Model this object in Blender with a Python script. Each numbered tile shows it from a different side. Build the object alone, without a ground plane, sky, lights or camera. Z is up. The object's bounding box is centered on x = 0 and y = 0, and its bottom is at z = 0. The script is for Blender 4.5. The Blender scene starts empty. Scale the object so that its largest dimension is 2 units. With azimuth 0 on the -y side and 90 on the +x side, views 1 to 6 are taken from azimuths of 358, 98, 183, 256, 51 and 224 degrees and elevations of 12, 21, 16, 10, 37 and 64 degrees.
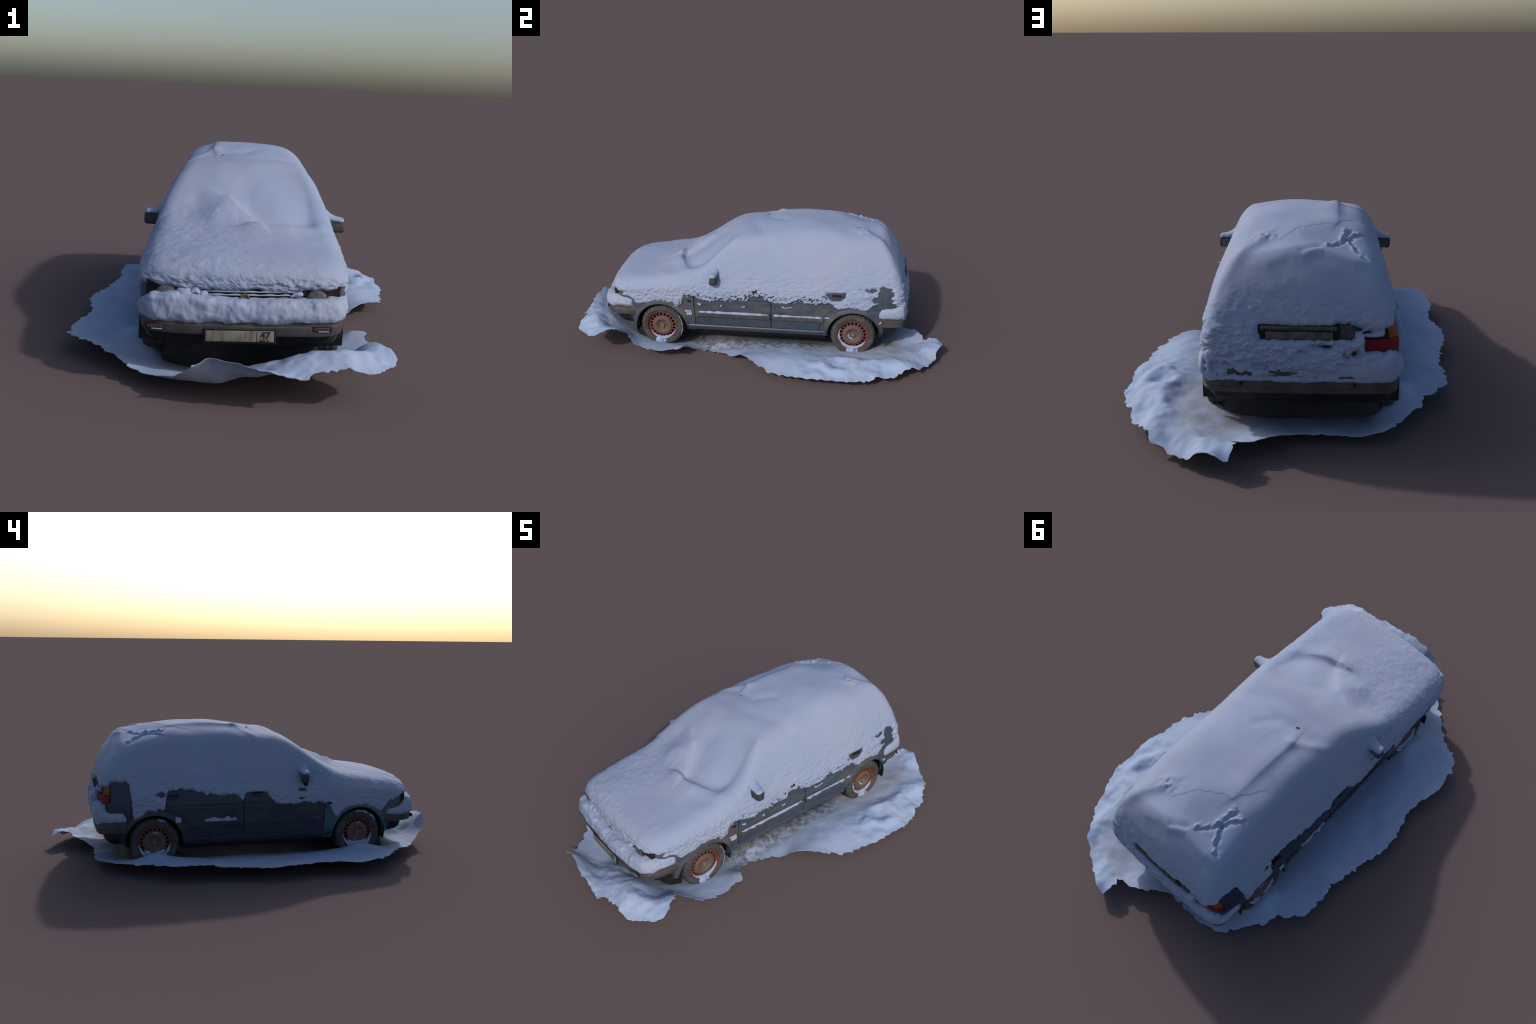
# A small hatchback buried under fresh snow, standing on a ragged patch of snow.
# Frame: metres, z up, the car's nose points to -y, its left-right centre plane is x = CX.
import bpy, math
import numpy as np
from mathutils import Vector
from mathutils.geometry import delaunay_2d_cdt

CX = -0.027
RNG = np.random.default_rng(11)

# ------------------------------------------------------------------ helpers
def curve(pts):
    """smooth monotone-ish curve through (t, value) control points -> fast lookup"""
    p = np.array(pts, float)
    t, v = p[:, 0], p[:, 1]
    h = np.diff(t); d = np.diff(v) / h
    m = np.zeros(len(t)); m[0], m[-1] = d[0], d[-1]
    for i in range(1, len(t) - 1):
        if d[i - 1] * d[i] > 0:
            w1, w2 = 2 * h[i] + h[i - 1], h[i] + 2 * h[i - 1]
            m[i] = (w1 + w2) / (w1 / d[i - 1] + w2 / d[i])
    tt = np.linspace(t[0], t[-1], 1500)
    k = np.clip(np.searchsorted(t, tt) - 1, 0, len(t) - 2)
    s = (tt - t[k]) / h[k]
    vv = ((1 + 2 * s) * (1 - s) ** 2 * v[k] + s * (1 - s) ** 2 * h[k] * m[k]
          + s * s * (3 - 2 * s) * v[k + 1] + s * s * (s - 1) * h[k] * m[k + 1])
    return lambda q: np.interp(q, tt, vv)

def _hash(ix, iy, iz, seed):
    n = (ix * 374761393 + iy * 668265263 + iz * 2147483647 + seed * 1274126177) & 0xFFFFFFFF
    n = ((n ^ (n >> 13)) * 1274126177) & 0xFFFFFFFF
    n = (n ^ (n >> 16)) & 0xFFFFFFFF
    n = (n * 2246822519) & 0xFFFFFFFF
    return ((n ^ (n >> 15)) & 0xFFFF) / 32767.5 - 1.0

def noise(P, freq, seed=0):
    """value noise in -1..1 at points P (n,3)"""
    q = np.asarray(P, float) * freq
    i = np.floor(q).astype(np.int64); f = q - i
    u = f * f * f * (f * (f * 6 - 15) + 10)
    r = 0.0
    for a in (0, 1):
        wa = u[:, 0] if a else 1 - u[:, 0]
        for b in (0, 1):
            wb = u[:, 1] if b else 1 - u[:, 1]
            for c in (0, 1):
                wc = u[:, 2] if c else 1 - u[:, 2]
                r = r + wa * wb * wc * _hash(i[:, 0] + a, i[:, 1] + b, i[:, 2] + c, seed)
    return r

def fbm(P, freq, octaves=3, seed=0, gain=0.5):
    r, a = 0.0, 1.0
    for o in range(octaves):
        r = r + a * noise(P, freq * 2 ** o, seed + 17 * o)
        a *= gain
    return r

def smax(a, b, k):
    h = np.clip(k - np.abs(a - b), 0, None) / k
    return np.maximum(a, b) + h * h * k * 0.25

def sstep(x, a, b):
    t = np.clip((x - a) / (b - a), 0, 1)
    return t * t * (3 - 2 * t)

def gauss(d, s):
    return np.exp(-(d / s) ** 2)

def seg_dist(x, y, ax, ay, bx, by):
    """distance to a segment and the signed side (+ = left of a->b)"""
    dx, dy = bx - ax, by - ay
    t = np.clip(((x - ax) * dx + (y - ay) * dy) / (dx * dx + dy * dy), 0, 1)
    ex, ey = x - ax - t * dx, y - ay - t * dy
    return np.hypot(ex, ey), np.sign(dx * ey - dy * ex), t

def ridge(x, y, pts, left, right):
    """ridge along a path, its flanks falling with different widths on either side"""
    best = np.full(np.shape(x), 9.0); lat = np.zeros(np.shape(x))
    for (ax, ay), (bx, by) in zip(pts[:-1], pts[1:]):
        d, s, t = seg_dist(x, y, ax, ay, bx, by)
        L = math.hypot(bx - ax, by - ay)
        l = ((bx - ax) * (y - ay) - (by - ay) * (x - ax)) / L
        lat = np.where(d < best, l, lat); best = np.minimum(d, best)
    w = sstep(lat, -0.016, 0.016)
    return gauss(best, left * w + right * (1 - w))

def path_dist(x, y, pts):
    best = np.full(np.shape(x), 9.0); side = np.ones(np.shape(x))
    for a, b in zip(pts[:-1], pts[1:]):
        d, s, _ = seg_dist(x, y, *a, *b)
        side = np.where(d < best, s, side); best = np.minimum(d, best)
    return best, side

# ------------------------------------------------------------------ objects
ROOTS = {}
def empty(name, label, category):
    o = bpy.data.objects.new(name, None)
    bpy.context.scene.collection.objects.link(o)
    o["label"] = label; o["category"] = category
    return o

def link(o, parent=None):
    bpy.context.scene.collection.objects.link(o)
    if parent is not None:
        o.parent = parent
    return o

def mesh_obj(name, verts, faces, mat, parent=None, sharp=None, smooth=True):
    me = bpy.data.meshes.new(name)
    me.from_pydata([tuple(v) for v in np.asarray(verts, float)], [], [tuple(int(i) for i in f) for f in faces])
    me.validate(); me.update()
    if smooth:
        me.shade_smooth()
        if sharp is not None:
            me.set_sharp_from_angle(angle=math.radians(sharp))
    me.materials.append(mat)
    return link(bpy.data.objects.new(name, me), parent)

def grid_faces(nu, nv, wrap_u=False, off=0, flip=False):
    i = np.arange(nu if wrap_u else nu - 1); j = np.arange(nv - 1)
    I, J = np.meshgrid(i, j, indexing='ij')
    a = I * nv + J; b = ((I + 1) % nu) * nv + J
    f = np.stack([a, b, b + 1, a + 1], -1).reshape(-1, 4) + off
    return f[:, ::-1] if flip else f

def compact(V, F):
    used = np.zeros(len(V), bool); used[F.ravel()] = True
    m = np.cumsum(used) - 1
    return V[used], m[F]

def grid_mesh(name, G, mat, parent, wrap_u=False, flip=False, keep=None, sharp=None):
    nu, nv = G.shape[:2]
    F = grid_faces(nu, nv, wrap_u, 0, flip); V = G.reshape(-1, 3)
    if keep is not None:
        F = F[keep.reshape(-1)[F].any(axis=1)]
        V, F = compact(V, F)
    return mesh_obj(name, V, F, mat, parent, sharp)

def plate(name, G, inward, mat, parent, flip=False, sharp=35):
    """a panel: outer grid G (nu,nv,3) with a turned-in rim of given depth vector(s)"""
    nu, nv = G.shape[:2]
    V = G.reshape(-1, 3)
    F = list(grid_faces(nu, nv, False, 0, flip))
    ring = [(i, 0) for i in range(nu)] + [(nu - 1, j) for j in range(1, nv)] + \
           [(i, nv - 1) for i in range(nu - 2, -1, -1)] + [(0, j) for j in range(nv - 2, 0, -1)]
    idx = [i * nv + j for i, j in ring]
    inw = np.broadcast_to(np.asarray(inward, float), (len(V), 3))
    base = len(V)
    V = np.vstack([V, V[idx] + inw[idx]])
    n = len(idx)
    for k in range(n):
        a, b = idx[k], idx[(k + 1) % n]
        q = (a, base + k, base + (k + 1) % n, b)
        F.append(q if not flip else q[::-1])
    return mesh_obj(name, V, F, mat, parent, sharp)

def sweep_grid(path, prof_fn):
    """path (n,2) in plan; prof_fn(i, t) -> list of (outward, z); outward is to the left of the path"""
    p = np.asarray(path); tan = np.gradient(p, axis=0)
    tan /= np.linalg.norm(tan, axis=1)[:, None]
    nrm = np.stack([-tan[:, 1], tan[:, 0]], -1)
    s = np.r_[0, np.cumsum(np.linalg.norm(np.diff(p, axis=0), axis=1))]; s /= s[-1]
    rows = []
    for i in range(len(p)):
        q = np.asarray(prof_fn(i, s[i]))
        rows.append(np.c_[p[i, 0] + nrm[i, 0] * q[:, 0], p[i, 1] + nrm[i, 1] * q[:, 0], q[:, 1]])
    return np.array(rows)

def smooth_path(pts, n):
    """Catmull-Rom through control points, resampled evenly"""
    p = np.asarray(pts, float)
    e = np.vstack([2 * p[0] - p[1], p, 2 * p[-1] - p[-2]])
    out = []
    for i in range(1, len(e) - 2):
        for t in np.linspace(0, 1, 40, endpoint=False):
            a, b, c, d = e[i - 1], e[i], e[i + 1], e[i + 2]
            out.append(0.5 * (2 * b + (c - a) * t + (2 * a - 5 * b + 4 * c - d) * t * t + (3 * b - a - 3 * c + d) * t ** 3))
    out.append(p[-1]); out = np.array(out)
    s = np.r_[0, np.cumsum(np.linalg.norm(np.diff(out, axis=0), axis=1))]
    q = np.linspace(0, s[-1], n)
    return np.stack([np.interp(q, s, out[:, k]) for k in range(out.shape[1])], -1)

def revolve(profile, n, axis_x=True):
    """profile (x, r) about the x axis -> grid (n, len, 3)"""
    pr = np.asarray(profile, float); a = np.linspace(0, 2 * np.pi, n, endpoint=False)
    return np.stack([np.broadcast_to(pr[:, 0], (n, len(pr))), np.cos(a)[:, None] * pr[:, 1], np.sin(a)[:, None] * pr[:, 1]], -1)

def rounded_box(name, size, loc, bevel, mat, parent, rot=(0, 0, 0), seg=3):
    import bmesh
    bm = bmesh.new(); bmesh.ops.create_cube(bm, size=1)
    bmesh.ops.scale(bm, vec=size, verts=bm.verts)
    bmesh.ops.bevel(bm, geom=bm.edges[:] , offset=bevel, segments=seg, profile=0.5, affect='EDGES')
    me = bpy.data.meshes.new(name); bm.to_mesh(me); bm.free()
    me.shade_smooth(); me.set_sharp_from_angle(angle=math.radians(40)); me.materials.append(mat)
    o = bpy.data.objects.new(name, me); o.location = loc; o.rotation_euler = rot
    return link(o, parent)

# ------------------------------------------------------------------ materials
class Mat:
    def __init__(self, name, rough=0.6, metallic=0.0, spec=0.4):
        self.m = bpy.data.materials.new(name); self.m.use_nodes = True
        self.nt = self.m.node_tree; self.b = self.nt.nodes['Principled BSDF']
        self.b.inputs['Roughness'].default_value = rough
        self.b.inputs['Metallic'].default_value = metallic
        self.b.inputs['Specular IOR Level'].default_value = spec
        self.tc = self.nt.nodes.new('ShaderNodeTexCoord')
    def add(self, t, **kw):
        n = self.nt.nodes.new(t)
        for k, v in kw.items(): setattr(n, k, v)
        return n
    def wire(self, a, b): self.nt.links.new(a, b)
    def noise(self, scale, detail=4, rough=0.6, stretch=(1, 1, 1), dist=0.0):
        mp = self.add('ShaderNodeMapping'); mp.inputs['Scale'].default_value = stretch
        self.wire(self.tc.outputs['Object'], mp.inputs['Vector'])
        n = self.add('ShaderNodeTexNoise')
        n.inputs['Scale'].default_value = scale; n.inputs['Detail'].default_value = detail
        n.inputs['Roughness'].default_value = rough; n.inputs['Distortion'].default_value = dist
        self.wire(mp.outputs['Vector'], n.inputs['Vector'])
        return n.outputs['Fac']
    def ramp(self, src, a, b):
        n = self.add('ShaderNodeMapRange'); n.interpolation_type = 'SMOOTHSTEP'
        n.inputs['From Min'].default_value = a; n.inputs['From Max'].default_value = b
        self.wire(src, n.inputs['Value']); return n.outputs['Result']
    def math(self, op, a, b=None):
        n = self.add('ShaderNodeMath', operation=op)
        for k, v in enumerate((a, b)):
            if v is None: continue
            if isinstance(v, (int, float)): n.inputs[k].default_value = v
            else: self.wire(v, n.inputs[k])
        return n.outputs[0]
    def mix(self, fac, a, b):
        n = self.add('ShaderNodeMix', data_type='RGBA')
        if isinstance(fac, (int, float)): n.inputs[0].default_value = fac
        else: self.wire(fac, n.inputs[0])
        for s, v in ((n.inputs[6], a), (n.inputs[7], b)):
            if isinstance(v, tuple): s.default_value = (*v, 1)
            else: self.wire(v, s)
        return n.outputs[2]
    def xyz(self):
        s = self.add('ShaderNodeSeparateXYZ'); self.wire(self.tc.outputs['Object'], s.inputs[0]); return s.outputs
    def color(self, c):
        if isinstance(c, tuple): self.b.inputs['Base Color'].default_value = (*c, 1)
        else: self.wire(c, self.b.inputs['Base Color'])
        return self
    def bump(self, src, strength, dist):
        n = self.add('ShaderNodeBump'); n.inputs['Strength'].default_value = strength
        n.inputs['Distance'].default_value = dist
        self.wire(src, n.inputs['Height']); self.wire(n.outputs['Normal'], self.b.inputs['Normal'])
        return self

def speckled(name, a, b, scale, lo=0.35, hi=0.65, rough=0.6, stretch=(1, 1, 1), bump=0.0, spec=0.3, detail=5):
    m = Mat(name, rough, spec=spec)
    n = m.noise(scale, detail, 0.65, stretch)
    m.color(m.mix(m.ramp(n, lo, hi), a, b))
    if bump: m.bump(n, bump, 0.002)
    return m.m

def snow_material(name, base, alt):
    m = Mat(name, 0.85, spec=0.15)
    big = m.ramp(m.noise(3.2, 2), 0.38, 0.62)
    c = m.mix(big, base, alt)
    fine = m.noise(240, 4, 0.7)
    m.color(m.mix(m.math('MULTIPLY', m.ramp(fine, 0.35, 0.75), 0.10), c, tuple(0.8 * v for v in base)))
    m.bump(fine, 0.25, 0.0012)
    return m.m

def paint_material(name, paint, dirt, rust_amount=0.0):
    """weathered car paint: mud film on the lower half, streaks, scratches and rust"""
    m = Mat(name, 0.45, spec=0.35)
    z = m.xyz()[2]
    cloud = m.noise(9, 5, 0.62, (1, 1, 2.2))
    streak = m.noise(60, 3, 0.6, (1, 1, 0.12))
    low = m.math('MULTIPLY', m.ramp(z, 0.335, 0.27), m.math('ADD', m.math('MULTIPLY', m.ramp(z, 0.195, 0.215), 0.75), 0.25))                       # mud thrown up by the wheels
    f = m.math('MULTIPLY', m.ramp(cloud, 0.34, 0.68), m.math('ADD', m.math('MULTIPLY', low, 0.62), 0.06))
    f = m.math('ADD', f, m.math('MULTIPLY', m.ramp(streak, 0.55, 0.75), 0.12))
    shade = m.mix(m.ramp(m.noise(45, 4), 0.3, 0.7), paint, tuple(0.72 * v for v in paint))
    c = m.mix(f, shade, dirt)
    if rust_amount:
        rz = m.ramp(z, 0.185, 0.15)
        r = m.math('MULTIPLY', m.math('MULTIPLY', m.ramp(m.noise(38, 4), 0.62, 0.70), rz), rust_amount)
        c = m.mix(r, c, (0.20, 0.075, 0.025))
    m.color(c)
    rr = m.add('ShaderNodeMapRange'); rr.inputs['To Min'].default_value = 0.38; rr.inputs['To Max'].default_value = 0.75
    m.wire(f, rr.inputs['Value']); m.wire(rr.outputs['Result'], m.b.inputs['Roughness'])
    m.bump(cloud, 0.08, 0.002)
    return m.m

SNOW = snow_material('fresh_snow', (0.244, 0.302, 0.434), (0.266, 0.308, 0.428))  # white snow darkened and blued: shade and sky light baked into the base
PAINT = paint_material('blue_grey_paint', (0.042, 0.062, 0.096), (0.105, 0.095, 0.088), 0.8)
PAINT_L = paint_material('blue_grey_paint_shade_darkened', (0.022, 0.034, 0.062), (0.056, 0.053, 0.054), 0.8)  # same paint made darker and bluer because this flank faces away from the sun
FENDER_R = paint_material('violet_grey_paint', (0.070, 0.074, 0.105), (0.10, 0.09, 0.08), 0.3)
FENDER_L = paint_material('teal_blue_paint', (0.022, 0.105, 0.150), (0.10, 0.09, 0.08), 0.3)
SHELL = speckled('shaded_body_paint', (0.026, 0.031, 0.038), (0.018, 0.021, 0.026), 20)
BLACK = speckled('black_plastic', (0.010, 0.010, 0.011), (0.020, 0.018, 0.017), 40, rough=0.8, spec=0.15)
UNDER = speckled('dirty_underbody', (0.010, 0.0095, 0.009), (0.028, 0.023, 0.018), 18, 0.45, 0.75)
BUMPER = speckled('weathered_bumper_plastic', (0.040, 0.040, 0.044), (0.072, 0.067, 0.064), 22, 0.35, 0.7, stretch=(1, 1, 0.5), bump=0.1)
TYRE = speckled('dusty_rubber', (0.040, 0.043, 0.047), (0.075, 0.072, 0.068), 30, 0.4, 0.75, rough=0.85, bump=0.2)
GLASS = speckled('cloudy_lens_glass', (0.05, 0.054, 0.055), (0.095, 0.10, 0.10), 60, rough=0.25, spec=0.6)
RED = speckled('red_lens', (0.17, 0.006, 0.010), (0.12, 0.006, 0.009), 50, rough=0.45, spec=0.2)
AMBER = speckled('amber_lens', (0.28, 0.060, 0.006), (0.20, 0.046, 0.006), 50, rough=0.45, spec=0.2)
OLD_LENS = speckled('dirty_orange_lens', (0.085, 0.034, 0.022), (0.045, 0.036, 0.031), 60, rough=0.4)
PLATE = speckled('grimy_number_plate', (0.20, 0.185, 0.16), (0.085, 0.078, 0.068), 45, 0.4, 0.72, stretch=(1, 1, 0.35))
OLD_PLATE = speckled('sooty_number_plate', (0.115, 0.108, 0.095), (0.05, 0.046, 0.042), 40, 0.35, 0.7)
INK = speckled('black_print', (0.02, 0.02, 0.02), (0.035, 0.033, 0.03), 50)
METAL = speckled('dull_metal', (0.10, 0.09, 0.075), (0.19, 0.13, 0.075), 70, rough=0.5)

def rust_material():
    m = Mat('rusty_red_steel', 0.7, spec=0.25)
    n1 = m.ramp(m.noise(55, 5), 0.38, 0.62); n2 = m.ramp(m.noise(90, 5), 0.5, 0.68)
    x = m.xyz()
    rad = m.math('SQRT', m.math('ADD', m.math('POWER', x[1], 2.0), m.math('POWER', x[2], 2.0)))
    dust = m.math('MULTIPLY', m.ramp(rad, 0.062, 0.042), 0.75)   # grey dust cakes on the raised centre
    c = m.mix(n1, (0.150, 0.040, 0.028), (0.095, 0.044, 0.032))
    c = m.mix(m.math('MULTIPLY', n2, 0.7), c, (0.115, 0.085, 0.068))
    c = m.mix(dust, c, (0.095, 0.078, 0.070))
    m.color(c); m.bump(m.noise(120, 4), 0.2, 0.001)
    return m.m
RUST = rust_material()

# ------------------------------------------------------------------ body shape
# top line over the nose, windscreen, roof and tail (outside of the snow)
TOP = curve([(-0.90, 0.362), (-0.84, 0.379), (-0.77, 0.395), (-0.69, 0.412), (-0.60, 0.427), (-0.53, 0.438), (-0.47, 0.447), (-0.43, 0.456),
             (-0.40, 0.467), (-0.36, 0.487), (-0.31, 0.515), (-0.27, 0.540), (-0.21, 0.583), (-0.145, 0.623), (-0.10, 0.641), (-0.04, 0.652),
             (0.05, 0.664), (0.11, 0.675), (0.20, 0.685), (0.30, 0.689), (0.36, 0.688), (0.43, 0.682), (0.516, 0.668),
             (0.60, 0.652), (0.652, 0.640), (0.69, 0.617), (0.72, 0.593), (0.80, 0.52), (0.90, 0.43)])
CROWN = curve([(-0.9, 0.010), (-0.5, 0.010), (-0.3, 0.012), (-0.1, 0.022), (0.2, 0.032), (0.5, 0.034), (0.7, 0.030), (0.9, 0.03)])
# half width over height (outside of the snow) and how it narrows towards both ends
SIDE = curve([(0.0, 0.300), (0.10, 0.312), (0.13, 0.323), (0.18, 0.336), (0.25, 0.343), (0.31, 0.346), (0.36, 0.346), (0.42, 0.336),
              (0.47, 0.321), (0.52, 0.301), (0.58, 0.273), (0.63, 0.247), (0.68, 0.215), (0.75, 0.17)])
METAL_IN = curve([(0.0, 0.0), (0.30, 0.0), (0.33, 0.004), (0.40, 0.010), (0.8, 0.014)])
TAPER = curve([(-0.95, 0.085), (-0.84, 0.050), (-0.78, 0.034), (-0.68, 0.014), (-0.55, 0.004), (-0.3, 0.0), (0.3, 0.0), (0.5, 0.003),
               (0.65, 0.012), (0.76, 0.027), (0.84, 0.045), (0.95, 0.07)])
REAR = curve([(0.0, 0.785), (0.2, 0.794), (0.27, 0.803), (0.32, 0.805), (0.40, 0.796), (0.46, 0.778), (0.51, 0.758), (0.56, 0.734), (0.61, 0.706), (0.70, 0.64)])
NOSE = curve([(0.0, -0.74), (0.16, -0.785), (0.30, -0.802), (0.36, -0.808), (0.42, -0.79), (0.5, -0.74), (0.8, -0.5)])

def hull(P, inset):
    """signed hull function, <0 inside. inset 0 = outside of the snow, 1 = sheet metal"""
    X = P[:, 0] - CX; y = P[:, 1]; z = P[:, 2]; aX = np.abs(X)
    dip = 0.030 * sstep(X, 0.09, 0.24) * gauss(y + 0.30, 0.095)            # the right side of the screen is swept lower
    dip = dip + 0.020 * sstep(X, 0.02, -0.20) * sstep(y, 0.50, 0.68)     # left rear shoulder falls away
    top = z - (TOP(y) - CROWN(y) * (X / 0.22) ** 2 - dip) + inset * 0.024
    side = (aX - (SIDE(z) - TAPER(y)) + inset * METAL_IN(z) + np.where(X < 0, 0.012 - 0.003 * sstep(y, 0.45, 0.65), 0.007) * sstep(z, 0.30, 0.46)) * 0.93
    rear = (y - (REAR(z) - 0.030 * (X / 0.3) ** 2)) * 0.93 + inset * 0.018
    nose = -(y - (NOSE(z) + 0.028 * (X / 0.3) ** 2)) + inset * 0.016
    bot = 0.112 + 0.068 * sstep(np.abs(y), 0.655, 0.70) - z
    kk = np.where(X < 0, 0.042, 0.046)
    f = smax(top, side, np.where(y < -0.35, 0.06, kk))
    f = smax(f, nose, 0.05)
    f = smax(f, rear, 0.034)
    return smax(f, bot, 0.02)

def cast(O, D, inset, far=0.75):
    lo = np.zeros(len(O)); hi = np.full(len(O), far)
    for _ in range(17):
        mid = 0.5 * (lo + hi)
        ins = hull(O + D * mid[:, None], inset) < 0
        lo = np.where(ins, mid, lo); hi = np.where(ins, hi, mid)
    return 0.5 * (lo + hi)

def capsule_rays(n_end, n_mid, n_phi):
    """rays leaving a spine that runs along the car: quarter fans at both ends, discs between"""
    y0, y1 = -0.56, 0.58
    el = np.r_[0.0005, np.linspace(0.02, np.pi / 2, n_end - 1)]
    st = [(y0, -math.cos(a), math.sin(a)) for a in el]
    st += [(y, 0.0, 1.0) for y in np.linspace(y0, y1, n_mid + 2)[1:-1]]
    st += [(y1, math.cos(a), math.sin(a)) for a in el[::-1]]
    st = np.array(st)
    ph = np.linspace(0, 2 * np.pi, n_phi, endpoint=False)
    sz = np.interp(st[:, 0], [y0, 0.0, y1], [0.31, 0.33, 0.35])
    O = np.zeros((len(st), n_phi, 3)); D = np.zeros_like(O)
    O[..., 0] = CX; O[..., 1] = st[:, :1]; O[..., 2] = sz[:, None]
    D[..., 0] = st[:, 2:3] * np.sin(ph); D[..., 1] = st[:, 1:2]; D[..., 2] = st[:, 2:3] * np.cos(ph)
    return O.reshape(-1, 3), D.reshape(-1, 3), (len(st), n_phi)

def side_x(y, z):
    return SIDE(z) - TAPER(y) - METAL_IN(z)

# ------------------------------------------------------------------ snow on the car
# lower edge of the snow along the two flanks (y, z)
EDGE_R = curve([(-0.90, 0.318), (-0.76, 0.318), (-0.70, 0.302), (-0.655, 0.290), (-0.635, 0.262), (-0.60, 0.268), (-0.55, 0.287), (-0.50, 0.297),
                (-0.45, 0.287), (-0.415, 0.262), (-0.395, 0.270), (-0.375, 0.316), (-0.33, 0.320), (-0.30, 0.320), (-0.25, 0.306), (-0.12, 0.312),
                (-0.04, 0.317), (-0.02, 0.336), (0.04, 0.337), (0.07, 0.320), (0.14, 0.311), (0.30, 0.320), (0.40, 0.320), (0.435, 0.300), (0.45, 0.290), (0.51, 0.297),
                (0.60, 0.290), (0.62, 0.318), (0.70, 0.335), (0.78, 0.30), (0.85, 0.25)])
EDGE_L = curve([(-0.90, 0.318), (-0.76, 0.320), (-0.70, 0.307), (-0.665, 0.298), (-0.650, 0.262), (-0.62, 0.244), (-0.573, 0.272), (-0.49, 0.282), (-0.43, 0.266), (-0.387, 0.232),
                (-0.365, 0.256), (-0.345, 0.300), (-0.256, 0.314), (-0.168, 0.310), (-0.075, 0.304), (-0.045, 0.335), (-0.02, 0.362), (0.07, 0.366), (0.098, 0.335), (0.12, 0.356),
                (0.26, 0.370), (0.34, 0.390), (0.45, 0.396), (0.465, 0.36), (0.455, 0.305)][:-1] +
               [(0.475, 0.298), (0.548, 0.296), (0.588, 0.264), (0.616, 0.252), (0.628, 0.36), (0.64, 0.425), (0.68, 0.439), (0.72, 0.428), (0.745, 0.405), (0.76, 0.39), (0.85, 0.36)])

def ellipse_hole(m, a, b, ca, cb, ra, rb, P, seed, ragged=0.25):
    d = np.hypot((a - ca) / ra, (b - cb) / rb) - 1 + ragged * noise(P, 70, seed)
    return np.minimum(m, d * min(ra, rb))

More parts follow.
